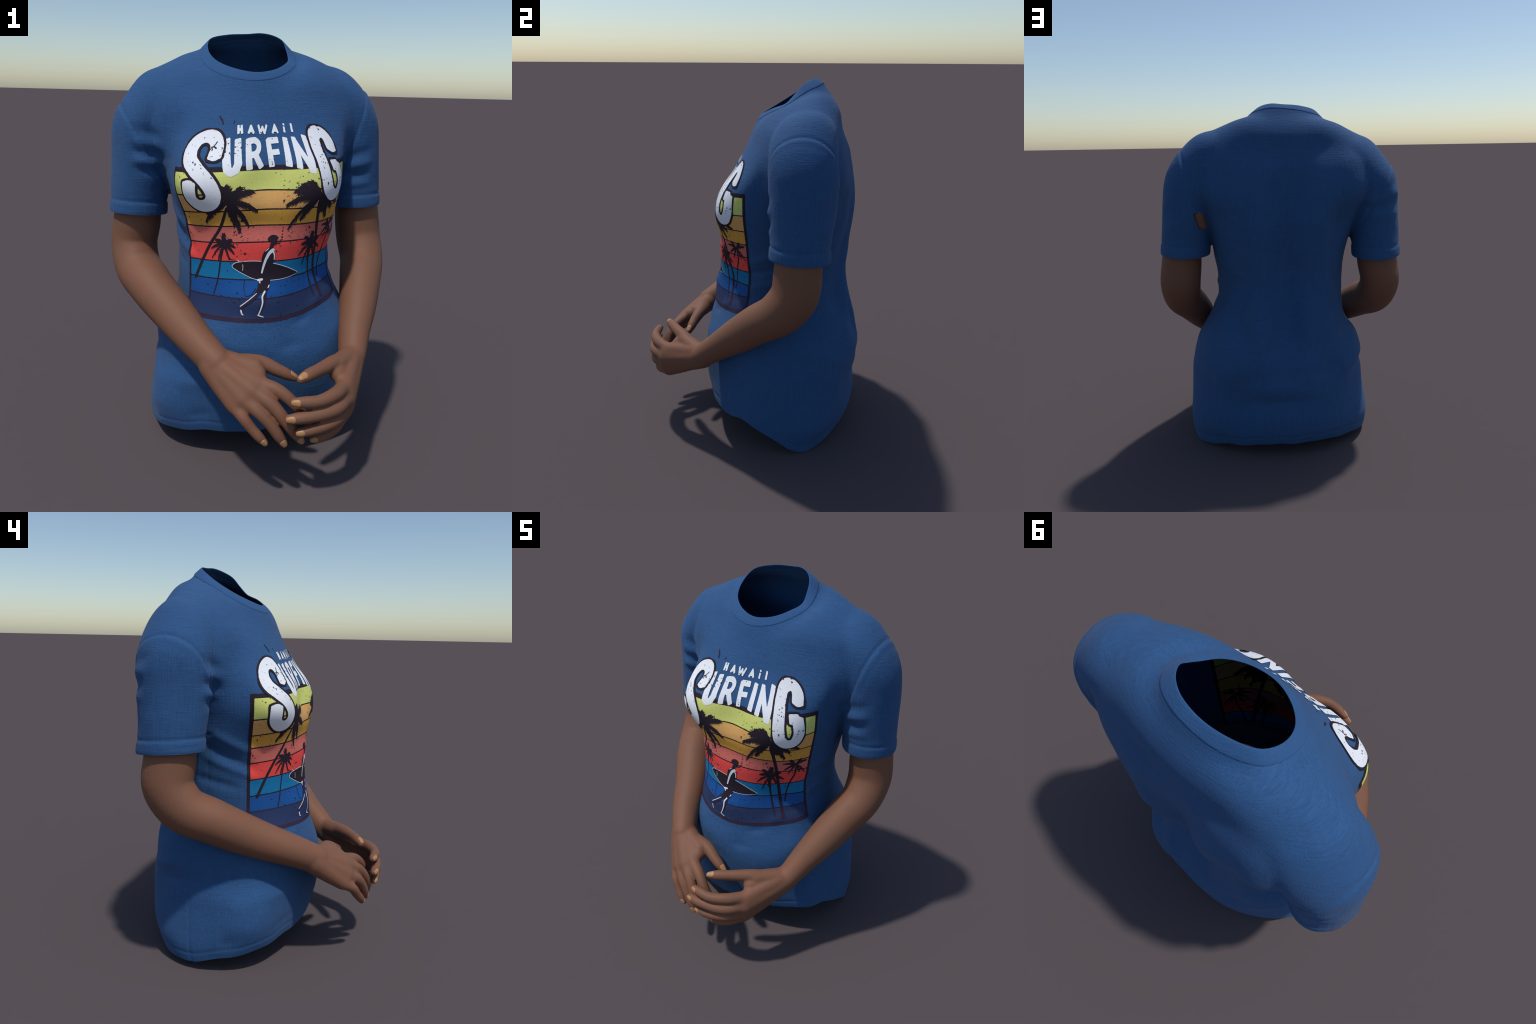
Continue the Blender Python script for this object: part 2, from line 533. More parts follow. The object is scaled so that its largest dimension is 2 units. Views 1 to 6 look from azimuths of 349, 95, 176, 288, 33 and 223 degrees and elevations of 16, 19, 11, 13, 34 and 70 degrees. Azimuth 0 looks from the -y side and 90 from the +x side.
FOLDS = [  # from, to, width, height, facing
    # sleeve wrinkles
    ((-0.44, 0.12, 1.50), (-0.60, 0.10, 1.56), 0.022, -0.010, (0, -1, 0)), ((-0.43, 0.12, 1.46), (-0.62, 0.10, 1.50), 0.020, 0.010, (0, -1, 0)),
    ((-0.43, 0.12, 1.41), (-0.62, 0.11, 1.455), 0.020, -0.012, (0, -1, 0)), ((-0.43, 0.13, 1.375), (-0.60, 0.11, 1.405), 0.018, 0.012, (0, -1, 0)),
    ((-0.43, 0.14, 1.34), (-0.58, 0.12, 1.36), 0.018, -0.009, (0, -1, 0)),
    ((-0.50, 0.46, 1.50), (-0.70, 0.36, 1.56), 0.024, -0.010, None), ((-0.48, 0.46, 1.455), (-0.70, 0.38, 1.50), 0.022, 0.012, None),
    ((-0.48, 0.46, 1.40), (-0.68, 0.40, 1.44), 0.022, -0.010, None), ((-0.48, 0.46, 1.35), (-0.68, 0.40, 1.385), 0.020, 0.009, None),
    ((0.42, 0.15, 1.40), (0.58, 0.13, 1.46), 0.020, -0.010, (0, -1, 0)), ((0.42, 0.15, 1.36), (0.60, 0.13, 1.40), 0.018, 0.011, (0, -1, 0)),
    ((0.43, 0.15, 1.31), (0.58, 0.14, 1.34), 0.018, -0.010, (0, -1, 0)), ((0.44, 0.15, 1.27), (0.58, 0.14, 1.29), 0.016, 0.008, (0, -1, 0)),
    ((0.46, 0.46, 1.52), (0.66, 0.40, 1.40), 0.022, -0.006, None), ((0.46, 0.46, 1.40), (0.66, 0.42, 1.30), 0.022, 0.006, None),
    # underarm and waist drag lines
    ((-0.42, 0.17, 1.20), (-0.34, -0.04, 1.09), 0.026, 0.010, None), ((-0.40, 0.20, 1.13), (-0.33, -0.03, 1.02), 0.024, -0.010, None),
    ((-0.40, 0.22, 1.08), (-0.32, -0.04, 0.97), 0.022, 0.008, None), ((-0.39, 0.30, 0.98), (-0.36, 0.02, 0.92), 0.022, -0.007, None),
    ((0.41, 0.22, 1.14), (0.36, 0.00, 1.05), 0.022, 0.008, None), ((0.40, 0.24, 1.06), (0.34, -0.02, 0.98), 0.022, -0.008, None),
    ((0.40, 0.30, 1.00), (0.34, 0.00, 0.90), 0.020, 0.008, None), ((0.40, 0.26, 0.90), (0.30, -0.08, 0.82), 0.022, -0.007, None),
    ((0.40, 0.16, 0.82), (0.22, -0.17, 0.76), 0.022, 0.008, None), ((0.42, 0.10, 0.73), (0.12, -0.24, 0.69), 0.020, -0.010, None),
    # belly
    ((0.36, -0.05, 0.66), (-0.20, -0.23, 0.70), 0.030, 0.010, (0, -1, 0)), ((0.38, -0.06, 0.56), (0.05, -0.28, 0.60), 0.024, -0.008, (0, -1, 0)),
    ((0.40, -0.06, 0.48), (-0.10, -0.28, 0.53), 0.026, 0.006, (0, -1, 0)), ((0.42, -0.05, 0.40), (0.10, -0.27, 0.45), 0.022, -0.006, (0, -1, 0)),
    ((0.42, -0.04, 0.32), (0.08, -0.27, 0.34), 0.024, 0.006, (0, -1, 0)), ((-0.40, -0.08, 0.62), (-0.10, -0.26, 0.58), 0.030, 0.006, (0, -1, 0)),
    # hips: bunched cloth above, dents below
    ((0.50, 0.30, 0.60), (0.36, 0.56, 0.50), 0.030, 0.010, None), ((-0.48, 0.30, 0.55), (-0.34, 0.55, 0.47), 0.030, 0.012, None),
    ((-0.50, 0.20, 0.47), (-0.40, 0.54, 0.41), 0.026, -0.012, None), ((0.54, 0.20, 0.50), (0.40, 0.55, 0.44), 0.026, -0.006, None),
    ((-0.15, 0.64, 0.34), (0.25, 0.64, 0.33), 0.030, -0.010, (0, 1, 0)), ((-0.20, 0.64, 0.42), (0.25, 0.64, 0.42), 0.040, 0.006, (0, 1, 0)),
    ((-0.52, 0.05, 0.17), (-0.30, -0.20, 0.24), 0.026, -0.010, None), ((-0.50, 0.00, 0.36), (-0.30, -0.22, 0.40), 0.030, 0.006, None),
    # long folds down the back
    ((-0.27, 0.56, 1.42), (-0.22, 0.58, 0.55), 0.030, 0.010, (0, 1, 0)), ((-0.20, 0.56, 1.30), (-0.16, 0.58, 0.60), 0.022, -0.006, (0, 1, 0)),
    ((0.13, 0.56, 1.55), (0.13, 0.60, 0.55), 0.026, 0.009, (0, 1, 0)), ((0.21, 0.56, 1.40), (0.20, 0.60, 0.50), 0.024, -0.008, (0, 1, 0)),
    ((0.29, 0.54, 1.45), (0.28, 0.56, 0.60), 0.026, 0.008, (0, 1, 0)), ((-0.34, 0.52, 1.30), (-0.31, 0.50, 0.70), 0.022, -0.007, (0, 1, 0)),
    ((-0.23, 0.62, 0.50), (-0.30, 0.62, 0.22), 0.034, 0.010, (0, 1, 0)), ((0.05, 0.60, 1.10), (0.02, 0.62, 0.45), 0.024, 0.006, (0, 1, 0)),
]
H = 0.004*value_noise(V, 0.22, 1)*sstep(1.9, 1.6, V[:, 2]) + 0.0022*value_noise(V, 0.09, 2)*sstep(1.7, 1.4, V[:, 2])
H *= 1 - 0.6*np.clip(-N[:, 1], 0, 1)*sstep(0.45, 0.3, np.abs(V[:, 0]))*sstep(0.8, 1.0, V[:, 2])
for a, b, wd, amp, facing in FOLDS:
    onsleeve = a[2] > 1.25 and abs(a[0]) > 0.40 and abs(b[0]) > 0.5
    onback = facing == (0, 1, 0)
    H += fold(V, N, a, b, wd*(1.25 if onsleeve or onback else 1), amp*(0.8 if onsleeve else 2.0 if onback else 1.0), facing)
V = V + N*H[:, None]


# ------------------------------------------------------------------ cut the openings
bm = bmesh.new()
me2 = mesh_from('shell', V, F)
bm.from_mesh(me2)
# hem: straighten the hem field to a plane, cut, put it back
for v in bm.verts:
    v.co.z -= float(hem_height(v.co.x, v.co.y))
bmesh.ops.bisect_plane(bm, geom=bm.verts[:] + bm.edges[:] + bm.faces[:], plane_co=(0, 0, 0), plane_no=(0, 0, 1), clear_inner=True)
for v in bm.verts:
    v.co.z += float(hem_height(v.co.x, v.co.y))
# cuffs
CUFFS = ((-1, (-0.58, 0.30, 1.126), (0.06, 0.08, 1)), (1, (0.56, 0.29, 1.155), (-0.05, 0.04, 1)))
for sx, co, no in CUFFS:
    keep = []
    for f in bm.faces:                       # only faces of the sleeve tube, i.e. around its axis
        c = f.calc_center_median()
        ry = 0.215 if c.x*sx > 0.45 else 0.185
        if 0.95 < c.z < 1.30 and ((c.x - sx*0.566)/(0.160 if c.x*sx < 0.566 else 0.2))**2 + ((c.y - 0.295)/ry)**2 < 1.0:
            keep.append(f)
    geom = set(keep)
    for f in keep:
        geom.update(f.verts)
        geom.update(f.edges)
    bmesh.ops.bisect_plane(bm, geom=list(geom), plane_co=co, plane_no=no, clear_inner=True)
    # anything left of the tube below the cuff
    dead = [f for f in bm.faces if f.calc_center_median().x*sx > 0.425 and 0.90 < f.calc_center_median().z < 1.085]
    bmesh.ops.delete(bm, geom=dead, context='FACES')

# collar loops: free edge, and the seam where it is sewn to the shirt
COLLAR_EDGE = [(-0.03, 0.045, 1.806), (-0.13, 0.072, 1.822), (-0.205, 0.135, 1.858), (-0.230, 0.210, 1.905),
               (-0.212, 0.285, 1.958), (-0.12, 0.333, 1.985), (-0.02, 0.345, 1.993), (0.045, 0.335, 1.998), (0.10, 0.305, 1.986),
               (0.135, 0.265, 1.960), (0.146, 0.228, 1.915), (0.148, 0.192, 1.876), (0.118, 0.125, 1.848), (0.05, 0.066, 1.818)]
COLLAR_SEAM = [(-0.035, 0.015, 1.768), (-0.16, 0.045, 1.782), (-0.242, 0.120, 1.822), (-0.268, 0.205, 1.872),
               (-0.248, 0.300, 1.918), (-0.15, 0.365, 1.950), (-0.03, 0.385, 1.968), (0.055, 0.378, 1.972), (0.125, 0.350, 1.958),
               (0.172, 0.295, 1.932), (0.190, 0.235, 1.892), (0.186, 0.180, 1.858), (0.150, 0.105, 1.825), (0.065, 0.038, 1.785)]
edge_loop = closed_curve(COLLAR_EDGE, 160)
seam_loop = closed_curve(COLLAR_SEAM, 160)


def inside_loop(x, y, loop):
    X, Y = loop[:, 0], loop[:, 1]
    X2, Y2 = np.roll(X, -1), np.roll(Y, -1)
    c = ((Y > y) != (Y2 > y)) & (x < (X2 - X)*(y - Y)/(Y2 - Y + 1e-12) + X)
    return c.sum() % 2 == 1


cut_loop = seam_loop + (edge_loop - seam_loop)*0.22
dead = [f for f in bm.faces if f.calc_center_median().z > 1.70 and inside_loop(f.calc_center_median().x, f.calc_center_median().y, cut_loop)]
bmesh.ops.delete(bm, geom=dead, context='FACES')
# keep the one big piece
bm.verts.ensure_lookup_table()
seen, best = set(), []
for v in bm.verts:
    if v in seen:
        continue
    comp, todo = [], [v]
    seen.add(v)
    while todo:
        a = todo.pop()
        comp.append(a)
        for e in a.link_edges:
            o = e.other_vert(a)
            if o not in seen:
                seen.add(o)
                todo.append(o)
    if len(comp) > len(best):
        best = comp
keepset = set(best)
bmesh.ops.delete(bm, geom=[v for v in bm.verts if v not in keepset], context='VERTS')

# armhole seams
SEAMS = [((-0.655, 0.22, 1.665), (-0.435, 0.25, 1.27)), ((0.572, 0.23, 1.78), (0.425, 0.25, 1.27))]
for top, low in SEAMS:
    d = Vector(top) - Vector(low)
    no = d.cross(Vector((0, 1, 0))).normalized()
    fs = [f for f in bm.faces if f.calc_center_median().x*top[0] > 0.10 and f.calc_center_median().z > 1.18]
    geom = set(fs)
    for f in fs:
        geom.update(f.verts)
        geom.update(f.edges)
    bmesh.ops.bisect_plane(bm, geom=list(geom), plane_co=top, plane_no=no)
# a gap at the back of one sleeve, where the upper arm shows
GAP = [(0.494, 1.408), (0.432, 1.394), (0.426, 1.318), (0.468, 1.318)]
for (x0, z0), (x1, z1) in zip(GAP, GAP[1:] + GAP[:1]):
    fs = [f for f in bm.faces if (lambda c: 0.37 < c.x < 0.53 and 1.28 < c.z < 1.44 and c.y > 0.34)(f.calc_center_median())]
    geom = set(fs)
    for f in fs:
        geom.update(f.verts)
        geom.update(f.edges)
    bmesh.ops.bisect_plane(bm, geom=list(geom), plane_co=(x0, 0, z0), plane_no=(z1 - z0, 0, x0 - x1))
gl = np.array([(x, z, 0) for x, z in GAP])
dead = [f for f in bm.faces if f.calc_center_median().y > 0.34 and inside_loop(f.calc_center_median().x, f.calc_center_median().z, gl)]
bmesh.ops.delete(bm, geom=dead, context='FACES')
bmesh.ops.recalc_face_normals(bm, faces=bm.faces)
bm.to_mesh(me2)
bm.free()
V, F = mesh_arrays(me2)
bpy.data.meshes.remove(me2)

# boundary loops
cnt = {}
for f in F:
    for a, b in zip(f, f[1:] + f[:1]):
        cnt.setdefault((min(a, b), max(a, b)), []).append((a, b))
rim = [e[0] for e in cnt.values() if len(e) == 1]
onrim = np.zeros(len(V), bool)
for a, b in rim:
    onrim[[a, b]] = True
# straighten the ragged neck cut onto its line
nrm = np.where(onrim & (V[:, 2] > 1.7))[0]
RE = np.array([e for e in rim if V[e[0], 2] > 1.7 and V[e[1], 2] > 1.7])
for it in range(12):
    S = np.zeros_like(V)
    dg = np.zeros(len(V))
    for a, b in RE:
        S[a] += V[b]; S[b] += V[a]; dg[a] += 1; dg[b] += 1
    V[nrm] = 0.5*V[nrm] + 0.5*S[nrm]/np.maximum(dg[nrm], 1)[:, None]
# lay the neck opening on the collar's seam line, easing the cloth around it
L3 = closed_curve(COLLAR_SEAM, 400)*0.85 + closed_curve(COLLAR_EDGE, 400)*0.15
rp = V[nrm]
near = L3[np.argmin(((rp[:, None] - L3[None])**2).sum(2), axis=1)]
dr = near - rp
zone = np.where((V[:, 2] > 1.5) & (np.hypot(V[:, 0] + 0.04, V[:, 1] - 0.2) < 0.42))[0]
d2 = ((V[zone][:, None] - rp[None])**2).sum(2)
wt = 1/(d2 + 0.0004)**2
mv = (wt @ dr)/wt.sum(1)[:, None]*np.exp(-d2.min(1)/0.085**2)[:, None]
V[zone] += mv
N = vert_normals(V, F)
if (N[np.argmax(V[:, 1])] @ np.array([0, 1, 0])) < 0:
    F = [f[::-1] for f in F]
    N = -N

# sewn details: armhole seams, turned-up sleeve cuffs, stitched hem
S_ = np.zeros(len(V))
for top, low in SEAMS:
    top, low = np.array(top), np.array(low)
    no = np.cross(top - low, (0, 1, 0))
    no /= np.linalg.norm(no)
    no = no if no[0]*top[0] > 0 else -no
    q = (V - top) @ no
    zone_ = (V[:, 0]*top[0] > 0)*sstep(1.24, 1.32, V[:, 2])*sstep(0.36, 0.42, np.abs(V[:, 0]))
    S_ += zone_*(0.0030*np.exp(-((q - 0.014)/0.014)**2) - 0.0034*np.exp(-((q + 0.004)/0.008)**2) + 0.002*np.exp(-((q - 0.045)/0.03)**2))
for sx, co, no in CUFFS:
    no = np.array(no)/np.linalg.norm(no)
    q = (V - np.array(co)) @ no
    on = (V[:, 0]*sx > 0.405)*(((V[:, 0] - sx*0.566)/0.2)**2 + ((V[:, 1] - 0.295)/0.22)**2 < 1)
    S_ += on*(0.0026*(1 - sstep(0.048, 0.062, q)) - 0.0030*np.exp(-((q - 0.064)/0.008)**2) - 0.002*(1 - sstep(0.0, 0.012, q)))
hq = V[:, 2] - hem_height(V[:, 0], V[:, 1])
S_ += (V[:, 2] < 0.4)*(0.0008*(1 - sstep(0.036, 0.046, hq)) - 0.0022*np.exp(-((hq - 0.048)/0.007)**2))
# side seams of the body
ss = np.abs(V[:, 1] - 0.215 - 0.03*np.sin(V[:, 2]*4))
S_ -= 0.0030*np.exp(-(ss/0.007)**2)*(V[:, 2] < 1.15)*(np.abs(N[:, 0]) > 0.8)
V = V + N*S_[:, None]
N = vert_normals(V, F)

shirt_bvh = BVHTree.FromPolygons([tuple(v) for v in V], F)

# region of every face: 0 body, 1 and 2 sleeves
C = np.array([V[list(f)].mean(0) for f in F])
region = np.zeros(len(F), int)
for k, (top, low) in enumerate(SEAMS):
    top, low = np.array(top), np.array(low)
    d = top - low
    no = np.cross(d, (0, 1, 0))
    no /= np.linalg.norm(no)
    if no[0]*top[0] < 0:
        no = -no
    s = (C - top) @ no
    arm = (s > 0) & (C[:, 2] > 1.05) & (C[:, 0]*top[0] > 0) & (np.abs(C[:, 0]) > 0.40)
    region[arm] = k + 1
# thickness: inner skin and rims
T = 0.007
n0 = len(V)
VA = np.vstack([V, V - N*T])
NA = np.vstack([N, -N])
FA = list(F) + [tuple(i + n0 for i in f[::-1]) for f in F]
RA = list(region) + list(region)
facekey = {}
for fi, f in enumerate(F):
    for a, b in zip(f, f[1:] + f[:1]):
        facekey[(a, b)] = fi
for a, b in rim:
    FA.append((b, a, a + n0, b + n0))
    RA.append(region[facekey[(a, b)]])
RA = np.array(RA)


def split_region(name, mask, parent, mat):
    fs = [FA[i] for i in np.where(mask)[0]]
    used = sorted({i for f in fs for i in f})
    idx = {o: i for i, o in enumerate(used)}
    me = mesh_from(name, VA[used], [[idx[i] for i in f] for f in fs])
    for p in me.polygons:
        p.use_smooth = True
    me.normals_split_custom_set_from_vertices([tuple(NA[o]) for o in used])
    return add_object(name, me, parent, mat)


thing = bpy.data.objects.new('clothed_torso', None)
SC.collection.objects.link(thing)
thing['label'] = 'headless torso in blue surf print T-shirt, hands together'
thing['category'] = 'clothed torso'
shirt = split_region('shirt', RA == 0, thing, MAT_CLOTH)
for k in (1, 2):
    split_region('sleeve', RA == k, shirt, MAT_CLOTH)


# ------------------------------------------------------------------ collar band
def collar():
    n = len(edge_loop)
    rings = []
    out = []
    for i in range(n):
        s = Vector(seam_loop[i])
        loc, nor, _, _ = shirt_bvh.find_nearest(s)
        if nor is None:
            nor = Vector((0, 0, 1))
        loc = loc if (loc - s).length < 0.04 else s
        e = Vector(edge_loop[i])
        out.append((Vector(loc), e))
    secs = []
    ctr = Vector((-0.04, 0.2, 1.88))
    for i in range(n):
        s, e = out[i]
        d = (e - s)
        tang = (out[(i+1) % n][0] - out[i-1][0]).normalized()
        nor = tang.cross(d).normalized()
        if nor.dot(s - ctr) < 0 and nor.z < 0:
            nor = -nor
        if nor.dot((s - ctr).normalized() + Vector((0, 0, 0.6))) < 0:
            nor = -nor
        th = 0.0026
        prof = [(-0.10, -0.010), (-0.02, -0.001), (0.02, th*0.75), (0.10, th*1.05), (0.35, th*1.15), (0.65, th*1.1), (0.90, th*0.95),
                (0.98, th*0.5), (1.0, -th*0.1), (0.97, -th*0.8), (0.80, -th*1.0), (0.3, -th*1.0), (-0.1, -th*1.6)]
        secs.append([tuple(s + d*u + nor*h) for u, h in prof])
    m = len(secs[0])
    V = [p for r in secs for p in r]
    F = [(i*m + j, ((i+1) % n)*m + j, ((i+1) % n)*m + (j+1) % m, i*m + (j+1) % m) for i in range(n) for j in range(m)]
    me = mesh_from('collar', V, F)
    bm = bmesh.new()
    bm.from_mesh(me)
    bmesh.ops.recalc_face_normals(bm, faces=bm.faces)
    bm.to_mesh(me)
    bm.free()
    for p in me.polygons:
        p.use_smooth = True
    return add_object('collar', me, shirt, MAT_RIB)


collar()

# ------------------------------------------------------------------ chest print
# The print lives on the cloth in (angle round the body's axis, height); every motif is a signed-distance field of strokes
# and outlines, meshed by marching squares and laid a hair above the shirt.
AXIS_Y = 0.17
RAD = 0.39                                   # metres of cloth per radian
TH = np.radians(np.linspace(-74, 76, 260))
ZZ = np.linspace(0.64, 1.66, 270)
RMAP = np.zeros((len(TH), len(ZZ)))
for i, t in enumerate(TH):
    d = Vector((math.sin(t), -math.cos(t), 0))
    for j, z in enumerate(ZZ):
        h = shirt_bvh.ray_cast(Vector((0, AXIS_Y, z)), d)
        RMAP[i, j] = h[3] if h[0] is not None else RMAP[i, j-1]
RS = RMAP.copy()
for it in range(3):                          # softened copy, for shading normals
    Q = np.pad(RS, 1, mode='edge')
    RS = (Q[1:-1, 1:-1]*2 + Q[:-2, 1:-1] + Q[2:, 1:-1] + Q[1:-1, :-2] + Q[1:-1, 2:])/6


def bilerp(M, t, z):
    a = np.clip((t - TH[0])/(TH[1] - TH[0]), 0, len(TH) - 1.001)
    b = np.clip((z - ZZ[0])/(ZZ[1] - ZZ[0]), 0, len(ZZ) - 1.001)
    i, j = a.astype(int), b.astype(int)
    a, b = a - i, b - j
    return M[i, j]*(1-a)*(1-b) + M[i+1, j]*a*(1-b) + M[i, j+1]*(1-a)*b + M[i+1, j+1]*a*b


def on_cloth(s, z, lift):
    t = s/RAD
    r, e = bilerp(RMAP, t, z), 0.004
    rs = bilerp(RS, t, z)
    rt = (bilerp(RS, t + e/RAD, z) - bilerp(RS, t - e/RAD, z))/(2*e/RAD)
    rz = (bilerp(RS, t, z + e) - bilerp(RS, t, z - e))/(2*e)
    er = np.c_[np.sin(t), -np.cos(t), 0*t]
    et = np.c_[np.cos(t), np.sin(t), 0*t]
    nn = er - et*(rt/rs)[:, None] - np.array([[0, 0, 1.0]])*rz[:, None]
    nn /= np.linalg.norm(nn, axis=1)[:, None]
    P = er*r[:, None] + np.c_[0*t, 0*t + AXIS_Y, z]
    return P + nn*lift, nn


class Field:
    """signed distance (negative inside) on a window of the print, in metres of cloth"""

    def __init__(self, t0, t1, z0, z1, step):
        s0, s1 = math.radians(t0)*RAD, math.radians(t1)*RAD
        self.s = np.arange(s0, s1 + step, step)
        self.z = np.arange(z0, z1 + step, step)
        self.step = step
        self.S, self.Z = np.meshgrid(self.s, self.z, indexing='ij')
        self.f = np.full(self.S.shape, 1.0)

    def window(self, pts, pad):
        p = np.asarray(pts)
        i0 = max(0, np.searchsorted(self.s, p[:, 0].min() - pad) - 1)
        i1 = np.searchsorted(self.s, p[:, 0].max() + pad) + 1
        j0 = max(0, np.searchsorted(self.z, p[:, 1].min() - pad) - 1)
        j1 = np.searchsorted(self.z, p[:, 1].max() + pad) + 1
        return slice(i0, i1), slice(j0, j1)

    def segment(self, a, b, wa, wb):
        win = self.window([a, b], max(wa, wb) + 3*self.step)
        S, Z = self.S[win], self.Z[win]
        d = np.array(b) - np.array(a)
        L = d @ d + 1e-12
        t = np.clip(((S - a[0])*d[0] + (Z - a[1])*d[1])/L, 0, 1)
        r = np.hypot(S - a[0] - t*d[0], Z - a[1] - t*d[1]) - (wa + (wb - wa)*t)
        self.f[win] = np.minimum(self.f[win], r)

    def bar(self, a, b, w, rnd):
        """straight stroke with nearly square ends"""
        a, b = np.array(a), np.array(b)
        win = self.window([a, b], w*1.6 + 3*self.step)
        S, Z = self.S[win], self.Z[win]
        d = b - a
        L = np.linalg.norm(d)
        d = d/L
        m = (a + b)/2
        x = np.abs((S - m[0])*d[0] + (Z - m[1])*d[1]) - (L/2 - rnd)
        y = np.abs(-(S - m[0])*d[1] + (Z - m[1])*d[0]) - (w - rnd)
        r = np.hypot(np.maximum(x, 0), np.maximum(y, 0)) + np.minimum(np.maximum(x, y), 0) - rnd
        self.f[win] = np.minimum(self.f[win], r)

    def polyline(self, pts, w0, w1=None, smooth_n=0, square=None):
        P = np.array([(math.radians(t)*RAD, z) for t, z in pts])
        if smooth_n:
            P = catmull(np.c_[P, np.zeros(len(P))], smooth_n)[:, :2]
        W = np.linspace(w0, w0 if w1 is None else w1, len(P))
        for k in range(len(P) - 1):
            if square is not None and (k == 0 or k == len(P) - 2):
                a, b = P[k].copy(), P[k+1].copy()
                u = (b - a)/np.linalg.norm(b - a)
                if k == 0:
                    a2, b2 = a - u*square, b
                    self.bar(a2, b2 if k != len(P) - 2 else b + u*square, W[k], W[k]*0.35)
                else:
                    self.bar(a, b + u*square, W[k], W[k]*0.35)
                if k != len(P) - 2:
                    self.segment(P[k+1], P[k+1], W[k+1], W[k+1])
                if k > 0:
                    self.segment(P[k], P[k], W[k], W[k])
            else:
                self.segment(P[k], P[k+1], W[k], W[k+1])

    def polygon(self, pts, smooth_n=0, grow=0.0):
        P = np.array([(math.radians(t)*RAD, z) for t, z in pts])
        if smooth_n:
            P = closed_curve(np.c_[P, np.zeros(len(P))], smooth_n)[:, :2]
        win = self.window(P, 4*self.step + grow)
        S, Z = self.S[win], self.Z[win]
        dist = np.full(S.shape, 9.0)
        ins = np.zeros(S.shape, bool)
        for a, b in zip(P, np.roll(P, -1, axis=0)):
            d = b - a
            t = np.clip(((S - a[0])*d[0] + (Z - a[1])*d[1])/(d @ d + 1e-12), 0, 1)
            dist = np.minimum(dist, np.hypot(S - a[0] - t*d[0], Z - a[1] - t*d[1]))
            ins ^= ((a[1] > Z) != (b[1] > Z)) & (S < d[0]*(Z - a[1])/(d[1] + 1e-12) + a[0])
        self.f[win] = np.minimum(self.f[win], np.where(ins, -dist, dist) - grow)

    def mesh(self, name, lift, mat, parent, kind=None, rough=0.0, seed=3):
        f = self.f
        if rough:
            P = np.c_[self.S.ravel(), self.Z.ravel(), np.full(self.S.size, seed*0.37)]
            f = f + rough*value_noise(P, 0.006, seed).reshape(f.shape)
        f = np.where(np.abs(f) < 1e-6, 1e-6, f)
        ins = f < 0
        ni, nj = f.shape
        vid, SV, ZV = {}, [], []

        def gv(i, j):
            k = (i, j)
            if k not in vid:
                vid[k] = len(SV)
                SV.append(self.s[i])
                ZV.append(self.z[j])
            return vid[k]

        def ev(a, b):
            k = (a, b) if a < b else (b, a)
            if k not in vid:
                fa, fb = f[k[0]], f[k[1]]
                u = fa/(fa - fb)
                vid[k] = len(SV)
                SV.append(self.s[k[0][0]]*(1-u) + self.s[k[1][0]]*u)
                ZV.append(self.z[k[0][1]]*(1-u) + self.z[k[1][1]]*u)
            return vid[k]
        n4 = ins[:-1, :-1].astype(int) + ins[1:, :-1] + ins[1:, 1:] + ins[:-1, 1:]
        faces = []
        for i, j in zip(*np.where(n4 > 0)):
            c = [(i, j), (i+1, j), (i+1, j+1), (i, j+1)]
            if n4[i, j] == 4:
                faces.append(tuple(gv(*q) for q in c))
                continue
            poly = []
            for k in range(4):
                a, b = c[k], c[(k+1) % 4]
                if ins[a]:
                    poly.append(gv(*a))
                if ins[a] != ins[b]:
                    poly.append(ev(a, b))
            if len(poly) >= 3:
                faces.append(tuple(poly))
        if not faces:
            return None
        P, nn = on_cloth(np.array(SV), np.array(ZV), lift)
        if lift < 0:
            nn = -nn
            faces = [q[::-1] for q in faces]
        me = mesh_from(name, P, faces)
        for p in me.polygons:
            p.use_smooth = True
        me.normals_split_custom_set_from_vertices([tuple(q) for q in nn])
        ob = add_object(name, me, parent, mat)
        if kind:
            ob['kind'] = kind
        return ob


def ink_material(name, colour, worn=None, amount=0.56, low=None, spread=0.07):
    """screen-print ink: cloth weave shows through, flecks are worn away"""
    N = Nodes(name)
    h = weave_height(N)
    lo = tuple(v*(1 - spread) for v in colour)
    hi = tuple(min(1, v*(1 + spread)) for v in colour)
    c = N.ramp(N.math('MULTIPLY', h, 0.57), [(0.3, lo), (0.7, hi)])
    if worn:
        fleck = N.noise(75.0, None, 3, 0.55)
        patch = N.noise(9.0, None, 2, 0.5)
        k = N.math('ADD', N.math('MULTIPLY', fleck, 0.8), N.math('MULTIPLY', patch, 0.35))
        m = N.math('GREATER_THAN', k, amount + 0.16)
        c = N.mix(m, c, worn)
    if low:
        sep = N.new('ShaderNodeSeparateXYZ')
        N.link(N.coord.outputs['Object'], sep.inputs[0])
        ramp = N.new('ShaderNodeMapRange')
        ramp.inputs[1].default_value = 0.80
        ramp.inputs[2].default_value = 0.86
        ramp.inputs[3].default_value = 1.0
        ramp.inputs[4].default_value = 0.0
        N.link(sep.outputs['Z'], ramp.inputs[0])
        c = N.mix(ramp.outputs[0], c, low)
    N.base(c)
    N.bump(h, 0.25, 0.003)
    N.bsdf.inputs['Roughness'].default_value = 0.8
    N.bsdf.inputs['Specular IOR Level'].default_value = 0.2
    return N.mat


DARK = (0.023, 0.015, 0.024)
INK_DARK = ink_material('black_plum_ink', DARK, low=(0.040, 0.022, 0.045))
INK_WHITE = ink_material('worn_white_ink', (0.80, 0.82, 0.86), DARK, 0.565, spread=0.04)
INK_FLECK = ink_material('maroon_fleck_ink', (0.035, 0.016, 0.028))
